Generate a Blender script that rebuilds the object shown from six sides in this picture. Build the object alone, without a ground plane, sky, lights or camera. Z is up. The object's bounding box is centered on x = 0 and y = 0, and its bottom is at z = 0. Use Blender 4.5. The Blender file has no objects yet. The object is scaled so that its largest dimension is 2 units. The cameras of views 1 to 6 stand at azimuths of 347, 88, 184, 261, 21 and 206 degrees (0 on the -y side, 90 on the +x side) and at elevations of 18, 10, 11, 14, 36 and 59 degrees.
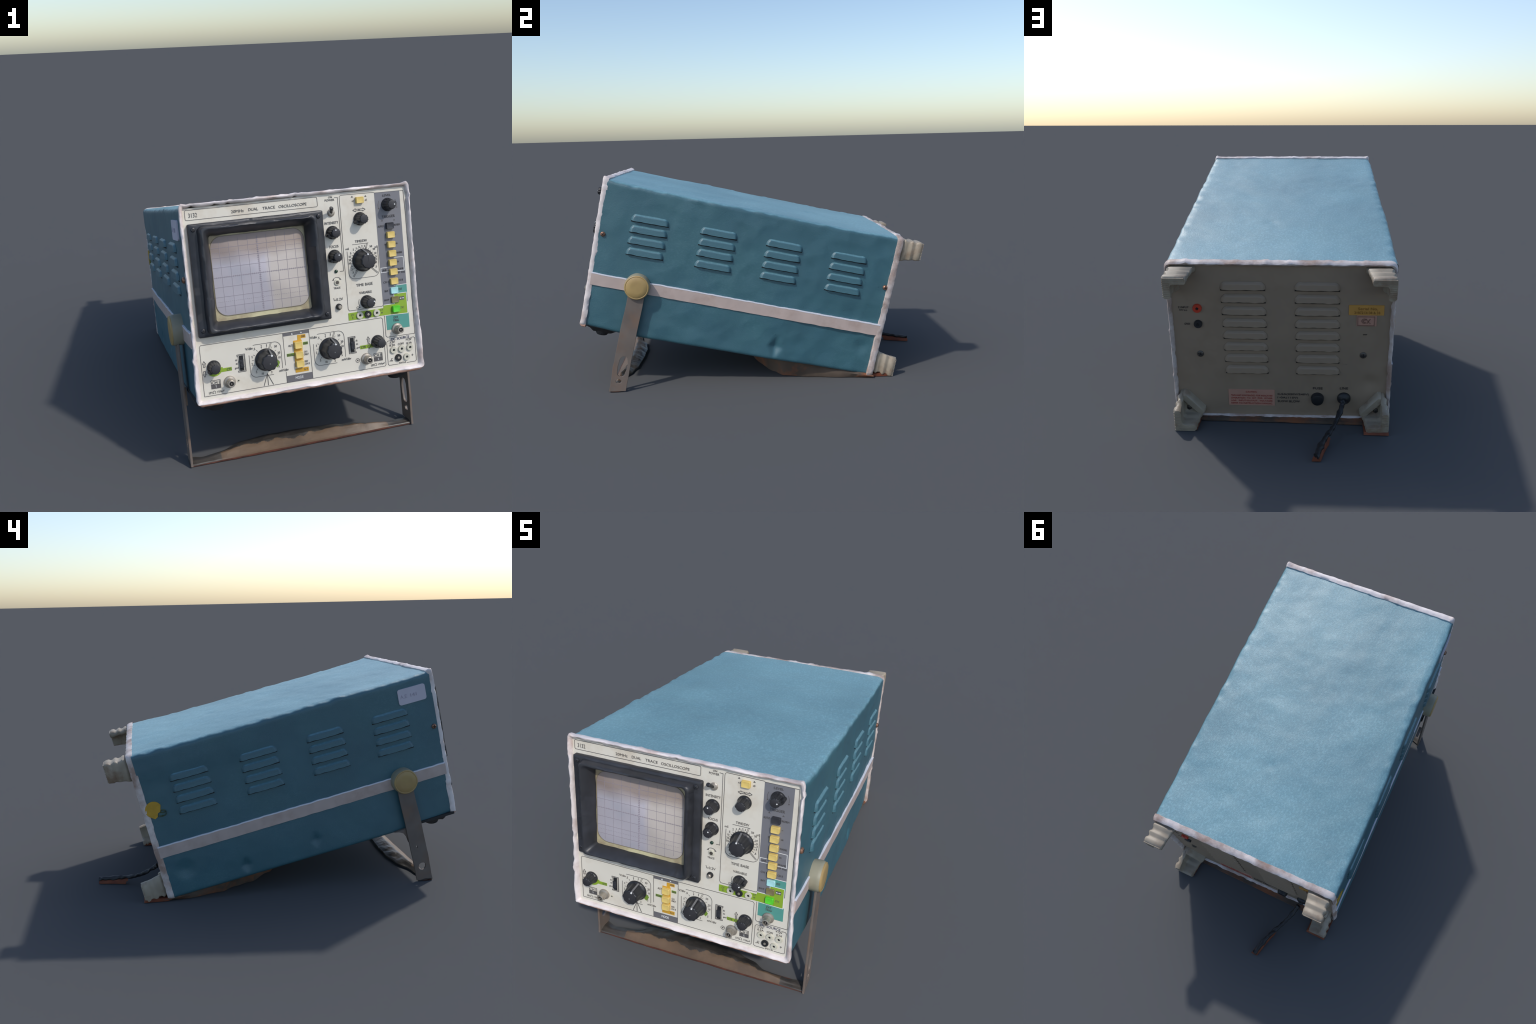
"""Bench oscilloscope on its tilting handle, built part by part.

Everything is modelled in the instrument's own frame: x to the right of the
front panel, y from front to rear, z up, origin in the middle of the case.
The whole instrument is then pitched back on its handle.
"""
import bpy, bmesh, math, random
from math import sin, cos, pi, radians, hypot
from mathutils import Matrix, Vector, noise

random.seed(7)
YAW, PITCH = radians(1.25), radians(12.6)
ORIGIN = Vector((-0.013, -0.092, 0.584))
EX = Vector((cos(YAW), sin(YAW), 0))
EY = Vector((-sin(YAW) * cos(PITCH), cos(YAW) * cos(PITCH), -sin(PITCH)))
EZ = EX.cross(EY)
POSE = Matrix(((EX.x, EY.x, EZ.x, ORIGIN.x), (EX.y, EY.y, EZ.y, ORIGIN.y), (EX.z, EY.z, EZ.z, ORIGIN.z), (0, 0, 0, 1)))
UNPOSE = POSE.inverted()
PANEL = -0.798          # plane of the front panel
REAR = 0.807            # plane of the rear panel


# ------------------------------------------------------------------ helpers
def lin(r, g, b):
    f = lambda c: c / 12.92 if c <= 0.04045 else ((c + 0.055) / 1.055) ** 2.4
    return (f(r / 255), f(g / 255), f(b / 255), 1.0)


def fbm(p, f, o=3):
    a, s, t = 1.0, 0.0, 0.0
    for _ in range(o):
        s += a * noise.noise(p * f)
        t += a
        f *= 2.07
        a *= 0.5
    return s / t


def smooth(a, b, x):
    t = max(0.0, min(1.0, (x - a) / (b - a)))
    return t * t * (3 - 2 * t)


def interp(xs, ys, x):
    if x <= xs[0]:
        return ys[0]
    for i in range(len(xs) - 1):
        if x <= xs[i + 1]:
            t = (x - xs[i]) / (xs[i + 1] - xs[i])
            t = t * t * (3 - 2 * t)
            return ys[i] + t * (ys[i + 1] - ys[i])
    return ys[-1]


class Mesh:
    """A growing list of vertices and faces."""

    def __init__(self):
        self.v, self.f = [], []

    def add(self, verts, faces):
        n = len(self.v)
        self.v += [Vector(p) for p in verts]
        self.f += [tuple(i + n for i in f) for f in faces]

    def loft(self, loops, cap0=False, cap1=False, closed=True):
        n = len(loops[0])
        vs = [p for l in loops for p in l]
        fs = []
        for k in range(len(loops) - 1):
            for i in range(n if closed else n - 1):
                j = (i + 1) % n
                fs.append((k * n + i, k * n + j, (k + 1) * n + j, (k + 1) * n + i))
        if cap0:
            fs.append(tuple(range(n - 1, -1, -1)))
        if cap1:
            fs.append(tuple(range((len(loops) - 1) * n, len(loops) * n)))
        self.add(vs, fs)

    def box(self, x0, x1, y0, y1, z0, z1):
        self.add([(x0, y0, z0), (x1, y0, z0), (x1, y1, z0), (x0, y1, z0), (x0, y0, z1), (x1, y0, z1), (x1, y1, z1), (x0, y1, z1)],
                 [(0, 3, 2, 1), (4, 5, 6, 7), (0, 1, 5, 4), (1, 2, 6, 5), (2, 3, 7, 6), (3, 0, 4, 7)])

    def poly(self, pts, y0, y1):
        """Prism: outline (x, z) seen from the front, from depth y0 (front) to y1."""
        n = len(pts)
        self.loft([[(x, y1, z) for x, z in pts], [(x, y0, z) for x, z in pts]], True, True)

    def stroke(self, pts, w, y0, y1, closed=False):
        """Line of width w along (x, z) points, as a thin raised ribbon."""
        n = len(pts)
        L, R = [], []
        for i in range(n):
            a = Vector(pts[(i - 1) % n] if closed or i else pts[0])
            b = Vector(pts[(i + 1) % n] if closed or i < n - 1 else pts[-1])
            c = Vector(pts[i])
            d1 = (c - a).normalized() if (c - a).length > 1e-9 else (b - c).normalized()
            d2 = (b - c).normalized() if (b - c).length > 1e-9 else d1
            t = (d1 + d2)
            t = t.normalized() if t.length > 1e-6 else d1
            m = Vector((-t.y, t.x)) * (w / 2) / max(0.5, t.dot(d1))
            L.append(c + m)
            R.append(c - m)
        vs, fs = [], []
        for i in range(n):
            vs += [(L[i].x, y0, L[i].y), (R[i].x, y0, R[i].y), (L[i].x, y1, L[i].y), (R[i].x, y1, R[i].y)]
        for i in range(n if closed else n - 1):
            a, b = 4 * i, 4 * ((i + 1) % n)
            fs += [(a, a + 1, b + 1, b), (a, b, b + 2, a + 2), (a + 1, a + 3, b + 3, b + 1)]
        if not closed:
            e = 4 * (n - 1)
            fs += [(0, 2, 3, 1), (e, e + 1, e + 3, e + 2)]
        self.add(vs, fs)

    def lathe(self, prof, c=(0, 0, 0), axis='y', n=32, fn=None):
        """Profile of (radius, position along the axis) turned round the axis."""
        loops = []
        for r, h in prof:
            l = []
            for i in range(n):
                a = 2 * pi * i / n
                rr = fn(r, h, a) if fn else r
                u, w = rr * cos(a), rr * sin(a)
                l.append({'y': (c[0] + u, c[1] + h, c[2] + w), 'x': (c[0] + h, c[1] + u, c[2] + w), 'z': (c[0] + u, c[1] + w, c[2] + h)}[axis])
            loops.append(l)
        self.loft(loops, True, True)

    def data(self, name, mat, angle=35, recalc=True):
        me = bpy.data.meshes.new(name)
        me.from_pydata([tuple(p) for p in self.v], [], self.f)
        if recalc:
            bm = bmesh.new()
            bm.from_mesh(me)
            bmesh.ops.recalc_face_normals(bm, faces=bm.faces)
            bm.to_mesh(me)
            bm.free()
        for p in me.polygons:
            p.use_smooth = True
        me.set_sharp_from_angle(angle=radians(angle))
        for m in (mat if isinstance(mat, (list, tuple)) else [mat]):
            me.materials.append(m)
        return me


def put(name, me, parent, m=None, kind=None):
    o = bpy.data.objects.new(name, me)
    bpy.context.scene.collection.objects.link(o)
    o.parent = parent
    o.matrix_basis = m if m is not None else Matrix()
    if kind:
        o["kind"] = kind
    return o


def at(x, y, z, rot=0.0, sx=1.0, sz=1.0):
    return Matrix.Translation((x, y, z)) @ Matrix.Rotation(rot, 4, 'Y') @ Matrix.Diagonal((sx, 1, sz, 1))


def rrect(x0, x1, z0, z1, r, side=24, corner=6):
    """Rounded rectangle as (x, z) points, the same count for every size."""
    out = []
    for cx, cz, a0, ex, ez in ((x1 - r, z1 - r, 0, x0 + r, z1), (x0 + r, z1 - r, 90, x0, z0 + r), (x0 + r, z0 + r, 180, x1 - r, z0), (x1 - r, z0 + r, 270, x1, z1 - r)):
        for i in range(corner):
            a = radians(a0 + 90 * i / (corner - 1))
            out.append((cx + r * cos(a), cz + r * sin(a)))
        sx, sz = out[-1]
        for i in range(1, side):
            t = i / side
            out.append((sx + (ex - sx) * t, sz + (ez - sz) * t))
    return out


# ---------------------------------------------------------------- materials
def material(name, col, rough=0.5, vary=0.08, scale=12.0, metal=0.0, bump=0.0, bscale=200.0, spec=0.5, coat=0.0, tint=None, tscale=5.0, tamount=0.5, tlo=0.5, thi=0.68):
    """Base colour mottled by noise, with optional second-colour patches and grain."""
    m = bpy.data.materials.new(name)
    m.use_nodes = True
    N, L = m.node_tree.nodes, m.node_tree.links
    b = N["Principled BSDF"]
    b.inputs["Roughness"].default_value = rough
    b.inputs["Metallic"].default_value = metal
    b.inputs["Specular IOR Level"].default_value = spec
    b.inputs["Coat Weight"].default_value = coat
    tc = N.new("ShaderNodeTexCoord")
    nz = N.new("ShaderNodeTexNoise")
    nz.inputs["Scale"].default_value = scale
    nz.inputs["Detail"].default_value = 5
    L.new(tc.outputs["Object"], nz.inputs["Vector"])
    rp = N.new("ShaderNodeValToRGB")
    rp.color_ramp.elements[0].position, rp.color_ramp.elements[1].position = 0.3, 0.7
    rp.color_ramp.elements[0].color = tuple(c * (1 - vary) for c in col[:3]) + (1,)
    rp.color_ramp.elements[1].color = tuple(min(1, c * (1 + vary)) for c in col[:3]) + (1,)
    L.new(nz.outputs["Fac"], rp.inputs["Fac"])
    out = rp.outputs["Color"]
    if tint:
        n2 = N.new("ShaderNodeTexNoise")
        n2.inputs["Scale"].default_value = tscale
        n2.inputs["Detail"].default_value = 6
        n2.inputs["Roughness"].default_value = 0.62
        L.new(tc.outputs["Object"], n2.inputs["Vector"])
        r2 = N.new("ShaderNodeMapRange")
        r2.inputs["From Min"].default_value, r2.inputs["From Max"].default_value = tlo, thi
        r2.inputs["To Max"].default_value = tamount
        L.new(n2.outputs["Fac"], r2.inputs["Value"])
        mx = N.new("ShaderNodeMix")
        mx.data_type = 'RGBA'
        L.new(r2.outputs["Result"], mx.inputs["Factor"])
        L.new(out, mx.inputs["A"])
        mx.inputs["B"].default_value = tint
        out = mx.outputs["Result"]
    L.new(out, b.inputs["Base Color"])
    if bump:
        n3 = N.new("ShaderNodeTexNoise")
        n3.inputs["Scale"].default_value = bscale
        n3.inputs["Detail"].default_value = 3
        L.new(tc.outputs["Object"], n3.inputs["Vector"])
        bp = N.new("ShaderNodeBump")
        bp.inputs["Strength"].default_value = bump
        bp.inputs["Distance"].default_value = 0.003
        L.new(n3.outputs["Fac"], bp.inputs["Height"])
        L.new(bp.outputs["Normal"], b.inputs["Normal"])
    return m


def case_material():
    """Hammered teal enamel: soft mottling, fine pale glints painted in drifting patches."""
    m = material("teal_hammer_enamel", lin(50, 95, 108), rough=0.46, vary=0.07, scale=5, bump=0.30, bscale=260, spec=0.9,  # base darkened: halfway between the lit top and the shaded sides
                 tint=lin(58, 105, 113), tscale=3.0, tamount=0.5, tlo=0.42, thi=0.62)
    N, L = m.node_tree.nodes, m.node_tree.links
    b = N["Principled BSDF"]
    base = b.inputs["Base Color"].links[0].from_socket
    tc = next(n for n in N if n.bl_idname == "ShaderNodeTexCoord")
    vo = N.new("ShaderNodeTexVoronoi")
    vo.inputs["Scale"].default_value = 170
    mp = N.new("ShaderNodeMapping")
    mp.inputs["Scale"].default_value = (1, 0.6, 1)
    L.new(tc.outputs["Object"], mp.inputs["Vector"])
    L.new(mp.outputs["Vector"], vo.inputs["Vector"])
    sep = N.new("ShaderNodeSeparateColor")
    L.new(vo.outputs["Color"], sep.inputs["Color"])
    gl = N.new("ShaderNodeMapRange")
    gl.inputs["From Min"].default_value, gl.inputs["From Max"].default_value = 0.55, 1.0
    L.new(sep.outputs["Red"], gl.inputs["Value"])
    pn = N.new("ShaderNodeTexNoise")
    pn.inputs["Scale"].default_value = 2.6
    L.new(tc.outputs["Object"], pn.inputs["Vector"])
    pr = N.new("ShaderNodeMapRange")
    pr.inputs["From Min"].default_value, pr.inputs["From Max"].default_value = 0.40, 0.66
    L.new(pn.outputs["Fac"], pr.inputs["Value"])
    mu = N.new("ShaderNodeMath")
    mu.operation = 'MULTIPLY'
    L.new(gl.outputs["Result"], mu.inputs[0])
    L.new(pr.outputs["Result"], mu.inputs[1])
    m2 = N.new("ShaderNodeMath")
    m2.operation = 'MULTIPLY'
    m2.inputs[1].default_value = 0.05
    L.new(mu.outputs[0], m2.inputs[0])
    mx = N.new("ShaderNodeMix")
    mx.data_type = 'RGBA'
    L.new(m2.outputs[0], mx.inputs["Factor"])
    L.new(base, mx.inputs["A"])
    mx.inputs["B"].default_value = lin(140, 180, 190)
    # top's glare mixed into the colour as pale grain, by normal (in the instrument's own frame)
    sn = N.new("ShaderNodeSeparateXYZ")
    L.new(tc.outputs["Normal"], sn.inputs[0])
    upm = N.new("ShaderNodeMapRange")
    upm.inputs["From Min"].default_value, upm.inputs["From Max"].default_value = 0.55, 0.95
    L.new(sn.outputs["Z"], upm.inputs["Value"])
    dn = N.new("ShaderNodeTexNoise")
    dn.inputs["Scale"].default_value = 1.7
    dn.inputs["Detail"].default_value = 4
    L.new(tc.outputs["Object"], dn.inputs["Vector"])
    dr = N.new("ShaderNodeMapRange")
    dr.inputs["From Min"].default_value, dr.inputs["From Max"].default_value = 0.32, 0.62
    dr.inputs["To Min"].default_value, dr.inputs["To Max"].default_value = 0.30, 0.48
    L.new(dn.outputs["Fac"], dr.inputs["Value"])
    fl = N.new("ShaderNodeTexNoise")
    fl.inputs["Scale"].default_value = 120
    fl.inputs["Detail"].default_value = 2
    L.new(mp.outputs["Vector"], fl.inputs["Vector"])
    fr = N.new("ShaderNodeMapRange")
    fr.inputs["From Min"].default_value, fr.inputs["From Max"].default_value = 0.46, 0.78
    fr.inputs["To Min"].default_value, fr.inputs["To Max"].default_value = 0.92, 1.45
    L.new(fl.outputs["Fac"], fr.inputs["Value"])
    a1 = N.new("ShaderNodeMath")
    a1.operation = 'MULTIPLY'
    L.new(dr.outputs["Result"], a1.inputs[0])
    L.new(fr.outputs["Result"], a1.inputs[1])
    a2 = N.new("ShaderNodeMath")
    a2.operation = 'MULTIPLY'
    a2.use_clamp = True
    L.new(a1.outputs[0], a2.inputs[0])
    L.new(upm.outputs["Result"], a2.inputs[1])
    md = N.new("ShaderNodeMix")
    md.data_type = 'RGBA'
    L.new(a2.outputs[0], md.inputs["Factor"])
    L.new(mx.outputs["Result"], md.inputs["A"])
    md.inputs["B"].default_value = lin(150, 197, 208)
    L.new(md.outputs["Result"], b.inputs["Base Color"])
    return m


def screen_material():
    """Tube face: lavender grey, warmer right; bezel shadow and reflection painted brown on top."""
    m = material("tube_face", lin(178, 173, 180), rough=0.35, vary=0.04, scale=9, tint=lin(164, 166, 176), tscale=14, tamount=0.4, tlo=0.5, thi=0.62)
    N, L = m.node_tree.nodes, m.node_tree.links
    b = N["Principled BSDF"]
    base = b.inputs["Base Color"].links[0].from_socket
    tc = next(n for n in N if n.bl_idname == "ShaderNodeTexCoord")
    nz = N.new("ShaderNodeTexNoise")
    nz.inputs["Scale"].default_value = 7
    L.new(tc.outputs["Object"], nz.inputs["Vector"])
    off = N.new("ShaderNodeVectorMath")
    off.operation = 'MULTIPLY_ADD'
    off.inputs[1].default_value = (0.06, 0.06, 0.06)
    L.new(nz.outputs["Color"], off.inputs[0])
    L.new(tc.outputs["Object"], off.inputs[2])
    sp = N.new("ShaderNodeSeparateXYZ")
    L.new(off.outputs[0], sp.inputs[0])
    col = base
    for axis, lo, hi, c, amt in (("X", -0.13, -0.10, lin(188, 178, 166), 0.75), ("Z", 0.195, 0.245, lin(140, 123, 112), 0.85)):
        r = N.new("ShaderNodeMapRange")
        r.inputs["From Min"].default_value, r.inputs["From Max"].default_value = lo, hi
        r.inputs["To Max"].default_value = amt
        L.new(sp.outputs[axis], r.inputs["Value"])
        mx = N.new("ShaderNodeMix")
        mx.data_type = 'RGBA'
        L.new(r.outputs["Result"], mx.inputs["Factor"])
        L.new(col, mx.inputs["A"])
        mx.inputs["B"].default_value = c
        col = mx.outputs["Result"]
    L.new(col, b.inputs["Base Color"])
    return m


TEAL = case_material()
RIM = material("worn_cast_rim", lin(226, 216, 213), 0.5, 0.10, 18, tint=lin(170, 138, 122), tscale=8, tamount=0.6, tlo=0.53, thi=0.72, bump=0.3, bscale=90)
REAR_RIM = material("worn_rear_rim", lin(214, 202, 197), 0.5, 0.12, 18, tint=lin(150, 118, 100), tscale=7, tamount=0.8, tlo=0.42, thi=0.62, bump=0.3, bscale=90)
RIM_BROWN = material("rusty_rim_underside", lin(192, 152, 134), 0.6, 0.12, 16, tint=lin(158, 98, 68), tscale=9, tamount=0.8, tlo=0.48, thi=0.66)
PANEL_PAINT = material("cream_panel_paint", lin(219, 213, 199), 0.5, 0.03, 6, tint=lin(186, 168, 144), tscale=6, tamount=0.6, tlo=0.50, thi=0.74)
STRIP = material("pale_side_strip", lin(188, 170, 162), 0.55, 0.07, 14, tint=lin(160, 134, 120), tscale=9, tamount=0.45, tlo=0.5, thi=0.7)
STRIP_EDGE = material("strip_edge_bare", lin(220, 220, 228), 0.5, 0.05, 30)
REAR_PAINT = material("grey_rear_paint", lin(149, 131, 112), 0.55, 0.06, 7, tint=lin(132, 114, 94), tscale=5, tamount=0.5, tlo=0.5, thi=0.7)  # off-white panel dimmed and browned to carry its warm indoor shade
BLACK = material("black_bezel_plastic", lin(46, 47, 51), 0.42, 0.2, 10, bump=0.15, bscale=70, tint=lin(62, 64, 71), tscale=9, tamount=0.5, tlo=0.48, thi=0.66)
KNOB = material("black_knob_plastic", lin(36, 37, 40), 0.38, 0.15, 30)
KNOB_FACE = material("knob_face_plastic", lin(48, 47, 50), 0.5, 0.1, 30)
WHITE = material("white_pointer_paint", lin(225, 225, 222), 0.5, 0.03, 30)
PALE = material("pale_pointer_line", lin(112, 112, 112), 0.5, 0.08, 30)
INK = material("dark_printing_ink", lin(86, 83, 82), 0.6, 0.08, 40)
REAR_INK = material("rear_black_ink", lin(44, 40, 42), 0.6, 0.08, 40)
BLUE_INK = material("blue_black_ink", lin(60, 62, 92), 0.6, 0.08, 40)
GREY_PRINT = material("grey_panel_field", lin(118, 118, 123), 0.5, 0.05, 10)
DARK_GREY_PRINT = material("dark_grey_field", lin(104, 102, 104), 0.5, 0.05, 10)
GREEN_PRINT = material("leaf_green_field", lin(136, 166, 46), 0.5, 0.06, 12)
OLIVE_PRINT = material("olive_green_field", lin(116, 146, 52), 0.5, 0.06, 12)
TEAL_PRINT = material("sea_green_field", lin(84, 150, 138), 0.5, 0.05, 12)
GOLD_PRINT = material("gold_field", lin(198, 150, 44), 0.5, 0.08, 14)
YELLOW = material("yellow_button", lin(220, 192, 112), 0.4, 0.06, 20)
CYAN = material("pale_cyan_button", lin(170, 220, 220), 0.4, 0.04, 20)
OLIVE = material("olive_button", lin(124, 114, 78), 0.4, 0.08, 20)
GREEN = material("bright_green_button", lin(92, 204, 52), 0.4, 0.08, 20)
DARKBTN = material("dark_button", lin(52, 53, 58), 0.4, 0.08, 20)
IVORY = material("ivory_jack", lin(200, 196, 178), 0.45, 0.05, 30)
HOLE = material("dark_hole", lin(22, 22, 24), 0.7, 0.1, 20)
NICKEL = material("dull_nickel", lin(168, 160, 148), 0.38, 0.12, 40, metal=0.55)
NICKEL_DARK = material("tarnished_nickel", lin(92, 86, 80), 0.4, 0.2, 60, metal=0.5)
COPPER = material("coppery_screw", lin(150, 112, 92), 0.35, 0.25, 60, metal=0.6)
LED = material("unlit_green_lamp", lin(36, 62, 48), 0.25, 0.1, 30)
MASK = material("yellowed_screen_mask", lin(196, 188, 150), 0.5, 0.06, 14, tint=lin(140, 122, 98), tscale=6, tamount=0.8, tlo=0.42, thi=0.6)  # brown tint patches hold the bezel's shadow on the yellow mask
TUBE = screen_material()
GRID_INK = material("grid_ink", lin(146, 138, 146), 0.6, 0.1, 40)
HANDLE = material("grey_brown_handle", lin(110, 100, 93), 0.5, 0.12, 12, tint=lin(122, 96, 78), tscale=7, tamount=0.6, tlo=0.48, thi=0.68, bump=0.2, bscale=60)
GRIP = material("dark_handle_grip", lin(74, 69, 64), 0.42, 0.25, 9, tint=lin(50, 47, 45), tscale=7, tamount=0.8, tlo=0.44, thi=0.6, bump=0.2, bscale=60)
BAR_FRONT = material("brown_handle_edge", lin(104, 84, 66), 0.5, 0.14, 10, tint=lin(82, 68, 56), tscale=8, tamount=0.6, tlo=0.46, thi=0.66, bump=0.2, bscale=60)
RUST = material("rust_brown_residue", lin(116, 60, 36), 0.75, 0.25, 14, tint=lin(84, 36, 24), tscale=10, tamount=0.7, tlo=0.45, thi=0.65)
DARK_RUST = material("dark_rust_residue", lin(88, 46, 32), 0.75, 0.3, 20, tint=lin(56, 32, 26), tscale=12, tamount=0.8, tlo=0.42, thi=0.6)
UNDER = material("dark_underside_crust", lin(80, 68, 58), 0.8, 0.3, 8, tint=lin(138, 82, 50), tscale=6, tamount=0.85, tlo=0.46, thi=0.62)
CAP = material("tan_handle_cap", lin(168, 142, 92), 0.5, 0.08, 16, tint=lin(160, 128, 92), tscale=9, tamount=0.5, tlo=0.5, thi=0.7)
CAP_SIDE = material("dull_cap_side", lin(146, 142, 122), 0.5, 0.1, 16)
RUBBER = material("black_rubber", lin(38, 38, 40), 0.7, 0.2, 20)
FOOT = material("stone_grey_foot_plastic", lin(160, 148, 130), 0.5, 0.10, 18, tint=lin(122, 92, 68), tscale=11, tamount=0.7, tlo=0.5, thi=0.68)
RED_JACK = material("red_jack", lin(190, 62, 40), 0.4, 0.08, 30)
CABLE = material("black_cable", lin(34, 34, 36), 0.5, 0.2, 30)
PAPER = material("white_label_paper", lin(198, 192, 202), 0.7, 0.03, 12)
PENCIL = material("faint_pencil", lin(176, 168, 182), 0.8, 0.05, 60)
AMBER = material("amber_tape", lin(196, 146, 72), 0.5, 0.06, 20)
AMBER_INK = material("amber_tape_ink", lin(142, 100, 44), 0.6, 0.06, 40)
PINK = material("pink_warning_label", lin(184, 140, 122), 0.6, 0.04, 20)
RED_INK = material("red_label_ink", lin(168, 76, 66), 0.6, 0.06, 40)
STICKER = material("mustard_sticker", lin(192, 150, 48), 0.5, 0.1, 30, tint=lin(170, 134, 40), tscale=40, tamount=0.5)
STICKER_LINE = material("olive_sticker_line", lin(128, 128, 66), 0.5, 0.1, 30)

# --------------------------------------------------------------- root empty
root = bpy.data.objects.new("oscilloscope", None)
bpy.context.scene.collection.objects.link(root)
root["label"] = "teal cased vintage oscilloscope tilted back on its fold-out handle"
root["category"] = "oscilloscope"


# --------------------------------------------------------------- the case
def z_top(y):
    return interp((-0.8, -0.45, 0.1, 0.55, 0.81), (0.408, 0.401, 0.396, 0.392, 0.398), y)


def z_bot(y):
    return interp((-0.8, -0.5, 0.1, 0.81), (-0.395, -0.410, -0.408, -0.405), y)


def half_width(y):
    return interp((-0.8, -0.7, -0.3, 0.4, 0.81), (0.497, 0.500, 0.501, 0.500, 0.495), y)


DENTS = ((0.484, 0.251, -0.332, 0.045, 0.022), (0.484, 0.725, -0.246, 0.05, 0.009), (-0.484, 0.696, -0.262, 0.06, 0.012),
         (-0.484, 0.382, -0.338, 0.035, 0.016), (-0.484, -0.014, -0.312, 0.035, 0.013))


def case_point(x, y, z):
    p = Vector((x, y, z))
    d = Vector((0, 0, 0))
    side = smooth(0.470, 0.484, abs(x))
    low = smooth(0.1, -0.3, z)
    up = smooth(0.372, 0.40, z)
    sx = 1 if x > 0 else -1
    # soft wrinkles in the sheet metal; the right side is more crumpled
    w = fbm(p, 7.0, 3) * 0.0035
    if sx > 0:
        w += (noise.voronoi(Vector((y * 9, z * 9, 3.1)))[0][0] - 0.35) * 0.006 * smooth(-0.8, -0.4, y)
    d.x += sx * side * w
    d.z += up * fbm(p + Vector((5, 0, 0)), 6.0, 3) * 0.005
    # the cover is crowned, a little higher on the left; the walls bulge lower down
    d.z += up * smooth(-0.8, -0.3, y) * (0.006 * (1 - (x / 0.49) ** 2) - 0.009 * x) * smooth(0.95, 0.6, y)
    d.x += sx * side * 0.007 * smooth(0.2, 0.32, z) * smooth(0.0, 0.3, y) * (sx < 0)
    d.x += sx * side * (0.004 if sx < 0 else -0.010 * smooth(0.2, 0.6, y)) * low * smooth(-0.8, -0.4, y)
    # the folded top edges are ragged
    edge = side * up
    d.z += edge * (fbm(Vector((y * 1.0, sx * 3, 0)), 16.0, 3) * 0.012 - 0.002)
    d.x += edge * sx * fbm(Vector((y, sx * 7, 4)), 14.0, 3) * 0.006
    # the sheet is flatter round the louvres
    for gy in (-0.54, -0.175, 0.186, 0.55):
        k = smooth(0.15, 0.115, abs(y - gy)) * smooth(0.18, 0.13, abs(z - 0.15))
        d.x -= sx * side * w * 0.8 * k
    for cx, cy, cz, r, h in DENTS:
        if cx * x > 0 and side > 0.5:
            u = abs(y - cy) + 0.6 * abs(z - cz) if cz < -0.3 else hypot(y - cy, z - cz)
            t = max(0.0, 1 - u / r)
            d.x -= sx * h * t
    # shallow dents in the top sheet
    for cx, cy, r, h in ((0.06, 0.33, 0.05, 0.004), (-0.40, 0.66, 0.02, 0.005), (0.2, 0.55, 0.08, 0.003)):
        t = max(0.0, 1 - hypot(x - cx, (y - cy) * 1.0) / r)
        d.z -= up * h * t * t
    return p + d


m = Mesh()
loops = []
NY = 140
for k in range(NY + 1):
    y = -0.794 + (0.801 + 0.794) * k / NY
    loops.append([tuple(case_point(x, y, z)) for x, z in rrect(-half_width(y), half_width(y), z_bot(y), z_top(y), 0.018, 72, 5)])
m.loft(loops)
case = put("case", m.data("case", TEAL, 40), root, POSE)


def hood(L, H, B, mat, dark, seed, shadow_drop=0.0065):
    """Pressed louvre: steep upper edge, flat face, lifted lip; local x along, z up, y out (negative)."""
    m = Mesh()
    NU, NV = 40, 12
    rows = []
    for j in range(NV + 1):
        v = j / NV
        # outline: rounded upper corners, nearly full length at the lip
        inset = 0.004 + 0.016 * (1 - min(1.0, v / 0.75)) ** 2.2 + 0.004 * (1 - v)
        row = []
        for i in range(NU + 1):
            u = i / NU
            u = 0.5 - 0.5 * cos(pi * u) if False else u
            x = (u - 0.5) * (L - 2 * inset)
            end = smooth(-0.002, 0.013, L / 2 - inset - abs(x))
            h = B * (0.70 * smooth(-0.02, 0.26, v) + 0.30 * v) * end
            wob = noise.noise(Vector((x * 30, v * 3, seed))) * 0.0014
            row.append((x, -h - 0.0014 + wob * 0.4, H * (1 - v) + wob * (1 + v)))
        rows.append(row)
    m.loft(rows, closed=False)
    lip = rows[-1]
    m.loft([lip, [(x, y * 0.4, z + 0.002) for x, y, z in lip], [(x, 0.004, z + 0.003) for x, y, z in lip]], closed=False)
    nf = len(m.f)
    # shadow below the lip, modelled as a dark strip on the wall
    s = L / 2 - 0.006
    m.box(-s, s, -0.0034, 0.004, -shadow_drop, 0.005)
    me = m.data("louver", [mat, dark], 50)
    for p in me.polygons:
        if p.index >= nf:
            p.material_index = 1
    return me


LIP_SHADOW = material("louver_painted_shadow", lin(30, 38, 44), 0.8, 0.1, 20)
side_hoods = [hood(0.212, 0.036, 0.0145, TEAL, LIP_SHADOW, s) for s in (1.3, 5.7)]
for sx in (1, -1):
    turn = Matrix.Rotation(radians(90 if sx > 0 else -90), 4, 'Z')
    for gi, gy in enumerate((-0.537, -0.168, 0.191, 0.552) if sx > 0 else (-0.54, -0.182, 0.181, 0.547)):
        for k in range(4):
            z = 0.222 - k * 0.0603
            slope = (0.006 if gi == 0 else 0.0) * (1 if sx > 0 else 0)
            mm = Matrix.Translation((sx * (half_width(gy) - 0.0015), gy + 0.002 * k * (1 if gi == 0 else 0) * 0, z + random.uniform(-.001, .001))) @ turn @ Matrix.Rotation(-slope + random.uniform(-.006, .006), 4, 'Y')
            put("louver", side_hoods[(k + gi) % 2], case, mm)

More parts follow.
